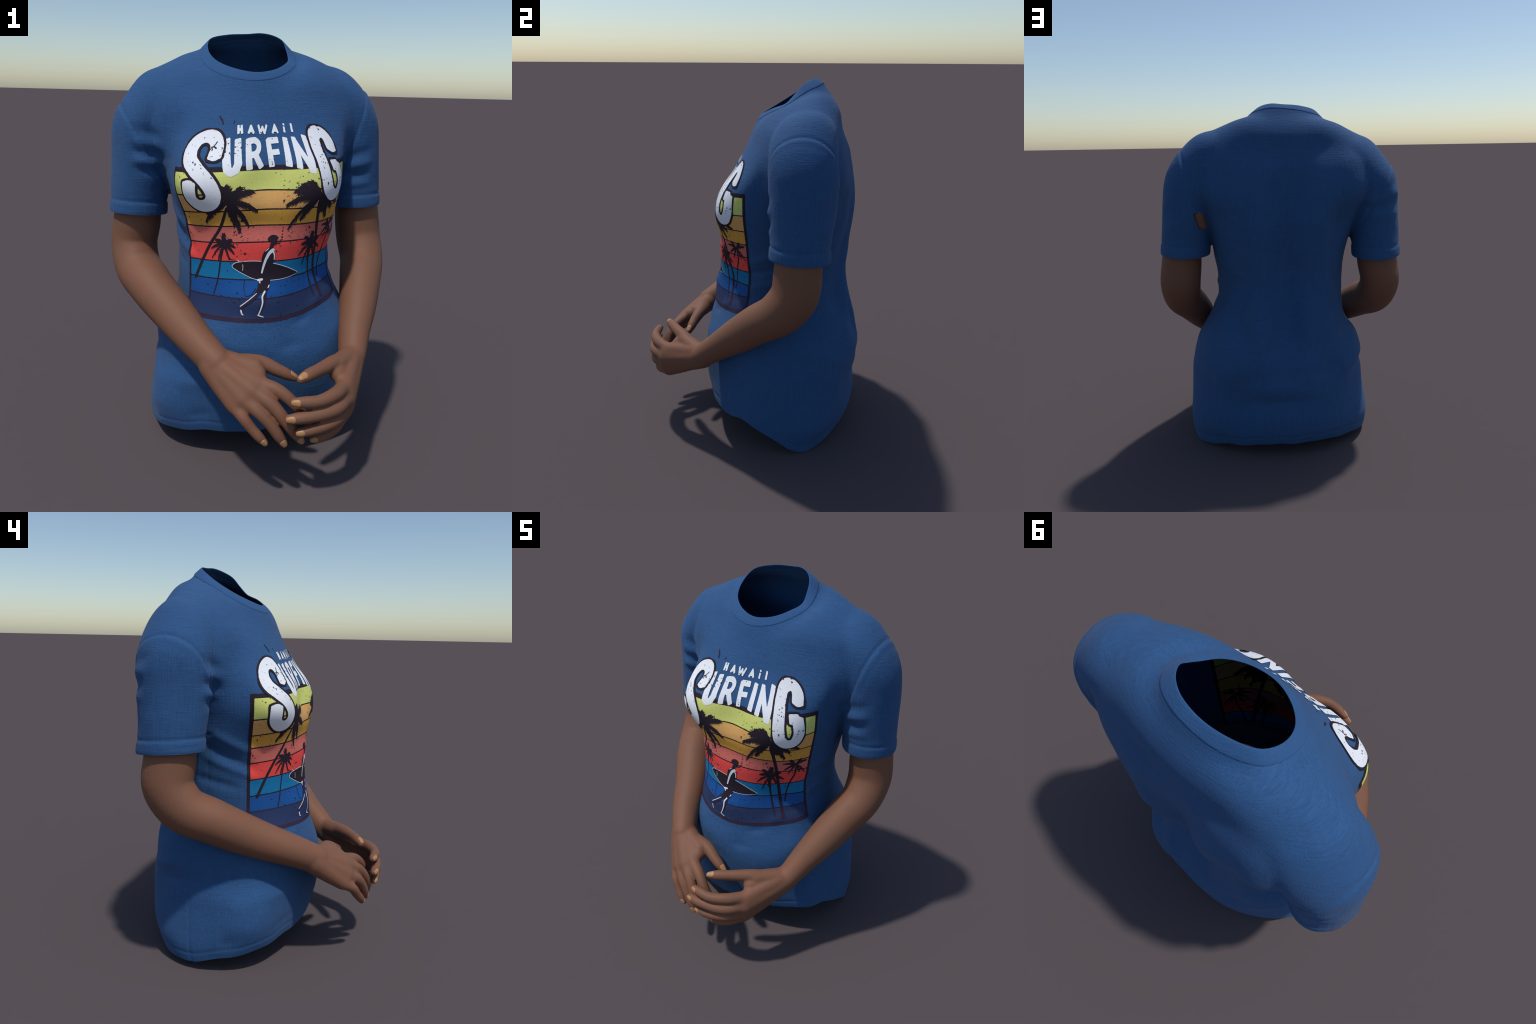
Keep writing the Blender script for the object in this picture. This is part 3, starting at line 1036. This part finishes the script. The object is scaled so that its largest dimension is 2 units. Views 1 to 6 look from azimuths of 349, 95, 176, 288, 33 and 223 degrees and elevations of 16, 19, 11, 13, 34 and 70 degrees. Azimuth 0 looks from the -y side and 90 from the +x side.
# upper and lower limit of each colour band at the left edge, the middle and the right edge
BAND_Z = [(1.372, 1.393, 1.416), (1.271, 1.309, 1.322), (1.190, 1.227, 1.234), (1.125, 1.153, 1.157), (1.047, 1.078, 1.083),
          (0.965, 0.988, 0.996), (0.881, 0.905, 0.919), (0.801, 0.821, 0.853), (0.712, 0.728, 0.786)]
BAND_COLOUR = [('yellow', (0.65, 0.69, 0.185)), ('sand_orange', (0.74, 0.40, 0.130)), ('amber', (0.70, 0.355, 0.060)), ('salmon', (0.63, 0.155, 0.122)),
               ('red', (0.82, 0.078, 0.068)), ('teal', (0.008, 0.170, 0.370)), ('royal_blue', (0.010, 0.082, 0.29)), ('indigo', (0.026, 0.045, 0.120))]
LEFT, RIGHT = -61.6, 64.0


def band_line(k, t):
    a, m, b = BAND_Z[k]
    u = np.asarray(t, float)
    left = m + (a - m)*np.clip(-u/61, 0, 1.1)**1.6
    right = m + (b - m)*np.clip(u/64, 0, 1.1)**1.6
    return np.where(u < 0, left, right)


def band_outline(z_top, z_low, t0, t1, n=40):
    t = np.linspace(t0, t1, n)
    return [(a, float(z_top(a))) for a in t] + [(a, float(z_low(a))) for a in t[::-1]]


def palm(F, crown, tips, trunk, w0, w1, leaf, rng):
    """palm silhouette: arched ribs fringed with hanging leaflets, and a bowed trunk"""
    c = np.array(crown, float)
    k = math.radians(1)*RAD
    F.polyline([crown, (crown[0] + 0.01, crown[1] + 0.001)], leaf*0.45)
    for tip in tips:
        e = np.array(tip, float)
        dx, dz = (e[0] - c[0])*k, e[1] - c[1]
        L = math.hypot(dx, dz)
        ctrl = (c + e)/2 + np.array([0, 0.22*L if dz < 0.7*L else 0.04*L])
        U = np.linspace(0, 1, 15)[:, None]
        R = (1-U)**2*c + 2*U*(1-U)*ctrl + U*U*e
        F.polyline([tuple(r) for r in R], leaf*0.20, leaf*0.03)
        for q in range(1, 15):
            for sgn in (-1, 1):
                for rep in range(2):
                    u = (q - rep*0.5)/14
                    p = (1-u)**2*c + 2*u*(1-u)*ctrl + u*u*e
                    T = np.array([(R[q] - R[q-1])[0]*k, (R[q] - R[q-1])[1]])
                    T /= np.linalg.norm(T)
                    nrm = np.array([-T[1], T[0]])*sgn
                    ln = leaf*(0.55 + 0.55*math.sin(math.pi*min(1, u*0.9 + 0.12)))*(0.75 + 0.5*rng.random())
                    if nrm[1] > 0.3:
                        ln *= 0.55
                    d = T*0.75 + nrm*(0.70 - 0.25*u) + np.array([0, -0.25])
                    d = d/np.linalg.norm(d)*ln
                    a = np.array([p[0]*k, p[1]])
                    F.segment(a, a + d, leaf*0.060, leaf*0.012)
    F.polyline(trunk, w0, w1, smooth_n=24)


PALMS = [
    dict(crown=(-27.7, 1.258), tips=[(-12.4, 1.306), (-9.3, 1.222), (-14.8, 1.150), (-21.0, 1.122), (-43.5, 1.162), (-29.5, 1.322), (-20.5, 1.322), (-41, 1.20), (-24, 1.15)],
         trunk=[(-28.5, 1.23), (-34.8, 1.129), (-42.0, 1.057), (-49.3, 0.971), (-56.1, 0.878)], w0=0.0060, w1=0.0080, leaf=0.034),
    dict(crown=(32.9, 1.280), tips=[(17.2, 1.309), (11.6, 1.246), (13.9, 1.136), (27.5, 1.345), (47.0, 1.222), (44.0, 1.178), (21.5, 1.332), (53.0, 1.242), (22, 1.18), (37, 1.21)],
         trunk=[(33.5, 1.25), (36.2, 1.172), (38.7, 1.090), (41.0, 0.997), (43.5, 0.890), (45.8, 0.785)], w0=0.0080, w1=0.0100, leaf=0.038),
    dict(crown=(-32.0, 1.062), tips=[(-32.2, 1.108), (-24.0, 1.051), (-24.5, 1.021), (-28.0, 0.993), (-41.0, 0.990), (-41.4, 1.036), (-38, 1.080), (-26.5, 1.084), (-36, 0.985)],
         trunk=[(-32.5, 1.04), (-34.3, 0.986), (-36.2, 0.894), (-38.8, 0.816)], w0=0.0042, w1=0.0034, leaf=0.018),
    dict(crown=(34.4, 1.055), tips=[(23.3, 1.006), (25.4, 1.058), (34.6, 1.108), (45.2, 1.027), (27.6, 0.960), (42.0, 1.075), (28.0, 1.090), (40.5, 0.985), (33, 0.975)],
         trunk=[(34.4, 1.03), (34.2, 0.978), (35.7, 0.893), (39.2, 0.790)], w0=0.0055, w1=0.0050, leaf=0.020),
    dict(crown=(53.8, 1.122), tips=[(44.8, 1.090), (43.8, 1.134), (62.0, 1.145), (62.4, 1.062), (58.0, 1.068), (49.0, 1.160), (57.0, 1.160), (48.5, 1.062)],
         trunk=[(54.0, 1.10), (54.4, 1.073), (50.6, 0.991), (47.6, 0.875)], w0=0.0052, w1=0.0042, leaf=0.017),
]
S_LINE = [(-38.4, 1.446), (-39.6, 1.492), (-42.6, 1.517), (-47.8, 1.527), (-52.6, 1.511), (-54.3, 1.475), (-52.4, 1.431), (-46.6, 1.393), (-40.2, 1.354),
          (-36.4, 1.316), (-35.2, 1.285), (-36.6, 1.256), (-40.6, 1.239), (-44.9, 1.241), (-48.0, 1.264), (-48.6, 1.296), (-48.4, 1.328)]
G_LINE = [(52.4, 1.480), (53.2, 1.522), (51.8, 1.544), (48.2, 1.551), (43.8, 1.537), (40.9, 1.497), (38.6, 1.421), (38.1, 1.354),
          (39.6, 1.303), (43.6, 1.281), (48.3, 1.287), (51.2, 1.322), (51.2, 1.404)]


def letter_fields():
    """each letter: field drawn by its own strokes"""
    def field(t0, t1, z0, z1):
        return Field(t0, t1, z0, z1, 0.0021)
    out = []
    F = field(-63, -29, 1.19, 1.58)
    F.polyline(S_LINE, 0.0275, smooth_n=70, square=0.012)
    out.append((F, True))
    F = field(31, 62, 1.23, 1.60)
    F.polyline(G_LINE, 0.0265, smooth_n=70, square=0.012)
    F.bar((math.radians(45.2)*RAD, 1.409), (math.radians(52)*RAD, 1.409), 0.0225, 0.008)
    out.append((F, True))
    F = field(-41, -17, 1.34, 1.55)
    F.polyline([(-34.5, 1.513), (-29.8, 1.414), (-28.8, 1.394), (-26.6, 1.383), (-24.0, 1.393), (-22.9, 1.420), (-26.2, 1.514)], 0.0168, square=0.007)
    out.append((F, False))
    F = field(-24, -2, 1.36, 1.55)
    F.polyline([(-17.8, 1.514), (-15.3, 1.402)], 0.0152, square=0.008)
    F.polyline([(-17.0, 1.512), (-11.6, 1.513), (-8.9, 1.500), (-8.8, 1.478), (-10.6, 1.461), (-15.6, 1.453)], 0.0132, smooth_n=30)
    F.polyline([(-11.8, 1.462), (-7.0, 1.409)], 0.0144, square=0.008)
    out.append((F, False))
    F = field(-5, 16, 1.37, 1.55)
    F.polyline([(0.1, 1.513), (1.7, 1.414)], 0.0155, square=0.009)
    F.polyline([(0.1, 1.513), (9.0, 1.516)], 0.0132, square=0.006)
    F.polyline([(1.0, 1.464), (8.4, 1.468)], 0.0116, square=0.005)
    out.append((F, False))
    F = field(9, 22, 1.37, 1.56)
    F.polyline([(16.5, 1.519), (14.7, 1.416)], 0.0160, square=0.009)
    out.append((F, False))
    F = field(15, 41, 1.33, 1.57)
    F.polyline([(24.6, 1.521), (21.7, 1.408)], 0.0136, square=0.009)
    F.polyline([(34.4, 1.529), (29.8, 1.388)], 0.0136, square=0.009)
    F.polyline([(24.6, 1.519), (29.6, 1.392)], 0.0136, square=0.009)
    out.append((F, False))
    small = [
        [[(-28.2, 1.573), (-26.9, 1.543)], [(-25.4, 1.574), (-24.0, 1.544)], [(-27.5, 1.558), (-24.7, 1.559)]],
        [[(-16.7, 1.574), (-18.2, 1.545)], [(-16.7, 1.574), (-13.7, 1.545)], [(-17.2, 1.554), (-14.8, 1.554)]],
        [[(-9.2, 1.576), (-7.2, 1.545)], [(-7.2, 1.545), (-5.0, 1.570)], [(-5.0, 1.570), (-2.9, 1.545)], [(-2.9, 1.545), (-0.6, 1.577)]],
        [[(8.6, 1.579), (5.5, 1.547)], [(8.6, 1.579), (10.9, 1.548)], [(6.8, 1.557), (10.0, 1.557)]],
        [[(18.7, 1.570), (18.2, 1.551)], [(19.0, 1.583), (18.98, 1.581)]],
        [[(27.0, 1.584), (26.1, 1.553)]]]
    for strokes in small:
        p = np.array([q for st in strokes for q in st])
        F = field(p[:, 0].min() - 3, p[:, 0].max() + 3, p[:, 1].min() - 0.02, p[:, 1].max() + 0.02)
        for st in strokes:
            F.polyline(st, 0.0066, square=0.0035)
        out.append((F, False))
    return out


def build_print(parent):
    rng = random.Random(11)
    rngw = random.Random(11)

    def panel(lift, sign):
        F = Field(-68, 69, 0.66, 1.46, 0.0032)
        F.polygon(band_outline(lambda t: band_line(0, t) + 0.021, lambda t: band_line(8, t) - 0.018, LEFT - 2.4, RIGHT + 2.0))
        F.mesh('print_frame', sign*0.0013 + lift, INK_DARK, parent, rough=0.0016)
        for k, (nm, col) in enumerate(BAND_COLOUR):
            F = Field(-66, 67, float(min(BAND_Z[k+1])) - 0.02, float(max(BAND_Z[k])) + 0.02, 0.0032)
            F.polygon(band_outline(lambda t: band_line(k, t) - (0.0030 if k else 0.0), lambda t: band_line(k+1, t) + (0.0030 if k < 7 else 0), LEFT, RIGHT))
            if nm not in INKS:
                INKS[nm] = ink_material(nm + '_ink', col, DARK, 0.562)
            F.mesh('print_band', sign*0.0019 + lift, INKS[nm], parent, rough=0.0008, seed=k + 1)
        r = random.Random(5)
        for p in PALMS:
            pts = np.array(p['tips'] + p['trunk'])
            F = Field(pts[:, 0].min() - 7, pts[:, 0].max() + 7, pts[:, 1].min() - 0.04, pts[:, 1].max() + 0.04, 0.0017 if sign > 0 else 0.003)
            palm(F, p['crown'], p['tips'], p['trunk'], p['w0'], p['w1'], p['leaf'], r)
            F.mesh('palm_tree_print', sign*0.0025 + lift, INK_DARK, parent)
    panel(0.0, 1)
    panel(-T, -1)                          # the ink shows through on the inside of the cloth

    # surfer with board
    board = [(-26, 0.962), (-24, 0.976), (-18.8, 0.985), (-11, 0.990), (-3.3, 0.987), (4, 0.977), (11.3, 0.962), (18, 0.942), (23.2, 0.922),
             (18, 0.911), (11.5, 0.904), (3, 0.900), (-4.9, 0.901), (-12, 0.911), (-16.7, 0.925), (-22, 0.942)]
    F = Field(-31, 28, 0.87, 1.02, 0.0018)
    F.polygon(board, smooth_n=70, grow=0.0016)
    F.polyline([(-22.0, 0.992), (-20, 0.978)], 0.0016)
    F.mesh('surfboard_edge_print', 0.0030, INK_WHITE, parent)
    F = Field(-31, 28, 0.87, 1.02, 0.0018)
    F.polygon(board, smooth_n=70, grow=-0.0012)
    F.mesh('surfboard_print', 0.0035, INK_DARK, parent)
    F = Field(-25, 10, 0.72, 1.13, 0.0017)
    k = 1.0
    F.polygon([(-1.2, 1.088), (0, 1.101), (2.5, 1.108), (5.5, 1.104), (6.6, 1.096), (5.6, 1.086), (5.9, 1.074), (4.2, 1.064), (2.8, 1.066), (1.2, 1.075)], smooth_n=40)
    F.polyline([(2.4, 1.070), (1.2, 1.048)], 0.0085)
    F.polygon([(0.2, 1.052), (-3.2, 1.036), (-5.3, 0.995), (-5.0, 0.950), (-6.2, 0.905), (-7.6, 0.868), (-2.0, 0.852), (-0.2, 0.862), (1.0, 0.895), (1.6, 0.950), (3.6, 0.992), (4.4, 1.020), (3.0, 1.044)], smooth_n=60)
    F.polyline([(-3.0, 0.872), (-3.8, 0.820), (-5.8, 0.775), (-7.2, 0.745)], 0.0130, 0.0050, smooth_n=16)
    F.polyline([(-5.5, 0.868), (-9.5, 0.832), (-13.5, 0.806), (-18.0, 0.781)], 0.0125, 0.0048, smooth_n=16)
    F.polyline([(-18.0, 0.781), (-17.4, 0.750)], 0.0045)
    F.polyline([(-16.9, 0.905), (-16.8, 0.860), (-15.2, 0.832), (-12.8, 0.836), (-9.0, 0.866)], 0.0012, smooth_n=24)
    F.mesh('surfer_print', 0.0040, INK_DARK, parent)
    F = Field(-25, 10, 0.71, 1.07, 0.0013)
    F.polyline([(2.6, 1.040), (0.6, 1.030), (-1.6, 1.006), (-3.6, 0.970), (-4.9, 0.936)], 0.0085, 0.0040, smooth_n=20)
    F.polyline([(2.6, 1.038), (3.8, 1.018), (3.7, 0.996)], 0.0042, 0.0016, smooth_n=12)
    F.polyline([(-0.4, 1.048), (-2.6, 1.036)], 0.0016)
    F.polyline([(-7.4, 0.902), (-4.8, 0.905)], 0.0052)
    F.polyline([(-6.4, 0.897), (-6.2, 0.890)], 0.0030)
    F.polyline([(-3.0, 0.852), (-4.6, 0.832), (-4.5, 0.806), (-5.4, 0.778), (-6.9, 0.748)], 0.0040, 0.0026, smooth_n=18)
    F.polyline([(-7.2, 0.746), (-5.6, 0.741), (-3.9, 0.737)], 0.0032, 0.0022)
    F.polyline([(-8.4, 0.845), (-12.8, 0.819), (-18.6, 0.785)], 0.0014, 0.0024)
    F.polyline([(-18.2, 0.764), (-17.6, 0.748), (-16.8, 0.744)], 0.0040, 0.0024)
    F.polyline([(0.2, 0.878), (-0.6, 0.868)], 0.0024)
    F.mesh('surfer_highlight_print', 0.0045, INK_WHITE, parent)
    F = Field(-24, -14, 0.93, 1.0, 0.0013)
    F.polyline([(-18.4, 0.972), (-18.2, 0.960), (-18.3, 0.944)], 0.0012)
    F.mesh('surfboard_edge_print', 0.0041, INK_WHITE, parent)

    # lettering
    for F, outlined in letter_fields():
        if outlined:
            f0 = F.f
            F.f = f0 - 0.0105
            F.mesh('letter_outline', 0.0034, INK_DARK, parent)
            F.f = f0
        F.mesh('letter', 0.0039 if outlined else 0.0029, INK_WHITE, parent, rough=0.0005)
    # birds and worn scratches
    F = Field(-50, -30, 1.44, 1.63, 0.0013)
    F.polyline([(-46.0, 1.614), (-44.8, 1.604), (-43.2, 1.600), (-42.2, 1.591), (-40.8, 1.578)], 0.0030, 0.0018)
    F.polyline([(-44.2, 1.600), (-42.9, 1.592), (-42.2, 1.580)], 0.0022, 0.0010)
    F.polyline([(-32.8, 1.596), (-32.3, 1.590), (-33.2, 1.584)], 0.0020, 0.0012)
    F.mesh('bird_print', 0.0016, INK_FLECK, parent)
    F = Field(-48, -36, 1.43, 1.53, 0.0013)
    F.polyline([(-40.6, 1.504), (-41.2, 1.490), (-42.4, 1.480), (-43.2, 1.462)], 0.0026, 0.0012)
    F.polyline([(-42.8, 1.482), (-41.2, 1.484), (-39.6, 1.478)], 0.0018, 0.0030)
    F.polyline([(-41.8, 1.476), (-41.6, 1.468)], 0.0020)
    F.mesh('bird_print', 0.0044, INK_DARK, parent)


INKS = {}
build_print(shirt)

# ------------------------------------------------------------------ arms and hands
# spine rows: x y z, radius 1, radius 2
ARMS = [
    dict(
        arm=[(-0.556, 0.285, 1.42, 0.114, 0.110), (-0.574, 0.297, 1.17, 0.119, 0.114), (-0.580, 0.299, 1.09, 0.124, 0.118), (-0.598, 0.302, 0.97, 0.123, 0.116),
             (-0.586, 0.240, 0.870, 0.120, 0.114), (-0.524, 0.108, 0.797, 0.113, 0.108), (-0.418, -0.060, 0.702, 0.099, 0.097),
             (-0.322, -0.230, 0.626, 0.080, 0.080), (-0.250, -0.335, 0.570, 0.068, 0.072)],
        palm=[((-0.265, -0.315, 0.578, 0.064), (-0.092, -0.445, 0.524, 0.040)),
              ((-0.255, -0.330, 0.570, 0.066), (-0.118, -0.472, 0.502, 0.041)),
              ((-0.262, -0.330, 0.565, 0.066), (-0.155, -0.478, 0.468, 0.040)),
              ((-0.270, -0.335, 0.558, 0.062), (-0.195, -0.468, 0.436, 0.036)),
              ((-0.262, -0.330, 0.565, 0.066), (-0.137, -0.470, 0.484, 0.040)),
              ((-0.262, -0.330, 0.565, 0.066), (-0.176, -0.470, 0.452, 0.038)),
              ((-0.262, -0.330, 0.565, 0.066), (-0.104, -0.455, 0.513, 0.040)),
              ((-0.245, -0.320, 0.575, 0.058), (-0.090, -0.380, 0.562, 0.042)),
              ((-0.245, -0.320, 0.575, 0.058), (-0.080, -0.412, 0.545, 0.038))],
        fingers=[
            [(-0.13, -0.350, 0.568, 0.046), (-0.060, -0.354, 0.568, 0.036), (0.018, -0.378, 0.538, 0.029), (0.062, -0.388, 0.518, 0.0245), (0.086, -0.393, 0.506, 0.018)],
            [(-0.092, -0.445, 0.524, 0.036), (0.002, -0.498, 0.498, 0.029), (0.062, -0.525, 0.446, 0.0255), (0.104, -0.522, 0.384, 0.0225), (0.127, -0.512, 0.346, 0.017)],
            [(-0.118, -0.472, 0.502, 0.036), (-0.046, -0.523, 0.463, 0.030), (0.008, -0.554, 0.402, 0.0265), (0.054, -0.563, 0.338, 0.0235), (0.081, -0.563, 0.302, 0.018)],
            [(-0.155, -0.478, 0.468, 0.034), (-0.100, -0.524, 0.432, 0.029), (-0.050, -0.548, 0.380, 0.0260), (-0.012, -0.561, 0.324, 0.0230), (0.007, -0.564, 0.294, 0.0175)],
            [(-0.195, -0.468, 0.436, 0.032), (-0.162, -0.515, 0.404, 0.026), (-0.126, -0.535, 0.358, 0.0225), (-0.090, -0.552, 0.318, 0.0200), (-0.074, -0.556, 0.300, 0.0155)]],
        nails=[(0.45, -0.15, 0.85), (0.25, -0.75, 0.3), (0.0, -1, 0.25), (-0.05, -1, 0.25), (-0.1, -1, 0.3)]),
    dict(
        arm=[(0.545, 0.285, 1.42, 0.112, 0.108), (0.577, 0.286, 1.17, 0.116, 0.112), (0.583, 0.284, 1.10, 0.121, 0.116), (0.596, 0.270, 0.978, 0.122, 0.118),
             (0.594, 0.198, 0.878, 0.116, 0.111), (0.554, 0.090, 0.797, 0.108, 0.104), (0.499, -0.040, 0.690, 0.095, 0.092),
             (0.446, -0.152, 0.594, 0.079, 0.074), (0.409, -0.243, 0.517, 0.070, 0.062)],
        muscle=[((0.476, 0.406, 1.400, 0.042), (0.460, 0.384, 1.335, 0.042)), ((0.458, 0.392, 1.390, 0.034), (0.450, 0.378, 1.340, 0.034)), ((0.50, 0.33, 1.40, 0.07), (0.50, 0.33, 1.28, 0.07))],
        palm=[((0.405, -0.240, 0.528, 0.060), (0.295, -0.468, 0.486, 0.039)),
              ((0.408, -0.242, 0.515, 0.064), (0.306, -0.486, 0.440, 0.040)),
              ((0.410, -0.238, 0.508, 0.058), (0.302, -0.486, 0.390, 0.038)),
              ((0.408, -0.240, 0.506, 0.054), (0.290, -0.473, 0.346, 0.035)),
              ((0.408, -0.242, 0.508, 0.064), (0.304, -0.486, 0.414, 0.039)),
              ((0.408, -0.242, 0.508, 0.064), (0.297, -0.480, 0.367, 0.037)),
              ((0.408, -0.242, 0.508, 0.064), (0.301, -0.478, 0.464, 0.040)),
              ((0.410, -0.245, 0.525, 0.054), (0.288, -0.372, 0.546, 0.042)),
              ((0.410, -0.245, 0.525, 0.054), (0.280, -0.412, 0.520, 0.038))],
        fingers=[
            [(0.340, -0.325, 0.535, 0.046), (0.270, -0.380, 0.556, 0.037), (0.180, -0.450, 0.564, 0.029), (0.112, -0.495, 0.563, 0.0260), (0.084, -0.512, 0.560, 0.0190)],
            [(0.295, -0.468, 0.486, 0.036), (0.222, -0.548, 0.494, 0.031), (0.140, -0.588, 0.494, 0.0265), (0.070, -0.590, 0.497, 0.0235), (0.040, -0.586, 0.498, 0.018)],
            [(0.306, -0.486, 0.440, 0.036), (0.222, -0.571, 0.440, 0.031), (0.120, -0.600, 0.436, 0.0270), (0.045, -0.603, 0.432, 0.0235), (0.016, -0.600, 0.431, 0.018)],
            [(0.302, -0.486, 0.390, 0.034), (0.230, -0.565, 0.385, 0.028), (0.150, -0.597, 0.376, 0.0245), (0.088, -0.600, 0.366, 0.0215), (0.062, -0.598, 0.362, 0.017)],
            [(0.290, -0.473, 0.346, 0.032), (0.240, -0.535, 0.330, 0.026), (0.195, -0.560, 0.317, 0.0225), (0.153, -0.566, 0.306, 0.0195), (0.133, -0.565, 0.302, 0.0150)]],
        nails=[(-0.35, -0.65, 0.75), (-0.15, -1, 0.2), (-0.15, -1, 0.15), (-0.15, -1, 0.15), (-0.1, -1, 0.1)]),
]


def capsule(a, b, n=20):
    return tube([(*a[:3], a[3], a[3]), (*b[:3], b[3], b[3])], up=(0.31, 0.2, 0.93), n=n, samples=10)


def finger_tube(rows):
    return tube([(x, y, z, r, r) for x, y, z, r in rows], up=(0.3, 0.5, 0.8), n=20, samples=26)


def finger_nail(rows, facing, parent, skin_bvh):
    """curved plate laid on the back of the fingertip: rounded cuticle, nearly straight free edge"""
    S = catmull(rows, 40)
    P, R = S[:, :3], S[:, 3]
    T = P[-1] - P[-7]
    T /= np.linalg.norm(T)
    up = np.array(facing, float)
    up -= (up @ T)*T
    up /= np.linalg.norm(up)
    sd = np.cross(T, up)
    r = R[-8]
    length = r*1.5
    nu, nv = 12, 13
    tip = P[-1] + T*R[-1]
    top, low = [], []
    for i in range(nu):
        u = i/(nu - 1)
        for j in range(nv):
            w = (j/(nv - 1))*2 - 1
            back = 0.16*r + length*u*(1 - 0.30*abs(w)**3) + 0.12*r*abs(w)**3*(1 - u)
            ang = w*0.90*(1 - 0.10*(1 - u))
            axis = tip - T*back
            d = up*math.cos(ang) + sd*math.sin(ang)
            lean = T*max(0.0, 0.9 - back/r)*0.55            # rays lean back over the round tip
            o = axis + (d + lean)*r*2.2
            dr = axis - lean*r*0.3 - o
            dr /= np.linalg.norm(dr)
            h = skin_bvh.ray_cast(Vector(o), Vector(dr), r*3)
            p = np.array(h[0]) if h[0] is not None else axis + d*r
            edge = 1 - max(abs(w)**6, (2*u - 1)**6 if u > 0.5 else 0)
            top.append(p - dr*(0.0004 + 0.0014*edge))
            low.append(p + dr*0.003)
    Vn, Fn = top + low, []
    m = nu*nv
    for i in range(nu - 1):
        for j in range(nv - 1):
            a = i*nv + j
            Fn.append((a, a+1, a+nv+1, a+nv))
            Fn.append((m+a, m+a+nv, m+a+nv+1, m+a+1))
    bd = [j for j in range(nv)] + [i*nv + nv-1 for i in range(1, nu)] + [(nu-1)*nv + j for j in range(nv-2, -1, -1)] + [i*nv for i in range(nu-2, 0, -1)]
    for a, b in zip(bd, bd[1:] + bd[:1]):
        Fn.append((b, a, a+m, b+m))
    me = mesh_from('fingernail', Vn, Fn)
    bm = bmesh.new()
    bm.from_mesh(me)
    bmesh.ops.recalc_face_normals(bm, faces=bm.faces)
    bm.to_mesh(me)
    bm.free()
    for p in me.polygons:
        p.use_smooth = True
    return add_object('fingernail', me, parent, MAT_NAIL)


def build_arm(spec):
    parts = [tube(spec['arm'], up=(0, 1, 0.3), samples=60)]
    parts += [capsule(a, b) for a, b in spec['palm'] + spec.get('muscle', [])]
    parts += [finger_tube(f) for f in spec['fingers']]
    me = voxel_union(parts, 0.0048)
    V, F = mesh_arrays(me)
    bpy.data.meshes.remove(me)
    E = edges_of(F)
    # smooth the palm and wrist strongly, the fingers lightly
    tips = np.array([f[-1][:3] for f in spec['fingers']])
    roots = np.array([f[1][:3] for f in spec['fingers']])
    d = np.min(np.linalg.norm(V[:, None, :] - tips[None], axis=2), axis=1)
    V = smooth(V, E, 5)
    wp = sstep(0.10, 0.20, d)
    V = smooth(V, E, 60, 0.5, wp)
    # ease the knuckles and the wrist into one surface
    mcp = np.array([f[0][:3] for f in spec['fingers'][1:]] + [spec['palm'][0][0][:3], spec['palm'][3][0][:3], spec['arm'][-1][:3]])
    dm = np.min(np.linalg.norm(V[:, None, :] - mcp[None], axis=2), axis=1)
    V = smooth(V, E, 34, 0.5, np.exp(-(dm/0.070)**4), back=0)
    skin_bvh = BVHTree.FromPolygons([tuple(v) for v in V], F)
    N = vert_normals(V, F)
    C = np.array([V[list(f)].mean(0) for f in F])
    # regions: arm, hand, then one per finger
    w = np.array(spec['arm'][-1][:3])
    wd = w - np.array(spec['arm'][-2][:3])
    wd /= np.linalg.norm(wd)
    reg = np.where((C - w) @ wd > 0.01, 1, 0)
    for k, f in enumerate(spec['fingers']):
        S = catmull(f, 40)
        cut = 20 if k == 0 else 16
        Q = S[cut:, :3]
        dist = np.min(np.linalg.norm(C[:, None, :] - Q[None], axis=2) - S[None, cut:, 3], axis=1)
        t0 = S[cut + 2, :3] - S[cut - 2, :3]
        t0 /= np.linalg.norm(t0)
        reg[(dist < 0.008) & ((C - S[cut, :3]) @ t0 > 0)] = k + 2
    obs = {}
    for k in range(7):
        name = ('arm', 'hand')[k] if k < 2 else ('thumb' if k == 2 else 'finger')
        fs = [F[i] for i in np.where(reg == k)[0]]
        used = sorted({i for f in fs for i in f})
        idx = {o: i for i, o in enumerate(used)}
        m = mesh_from(name, V[used], [[idx[i] for i in f] for f in fs])
        for p in m.polygons:
            p.use_smooth = True
        m.normals_split_custom_set_from_vertices([tuple(N[o]) for o in used])
        obs[k] = add_object(name, m, thing if k == 0 else obs[0], MAT_SKIN)
    for f, nd in zip(spec['fingers'], spec['nails']):
        finger_nail(f, nd, obs[0], skin_bvh)


for spec in ARMS:
    build_arm(spec)
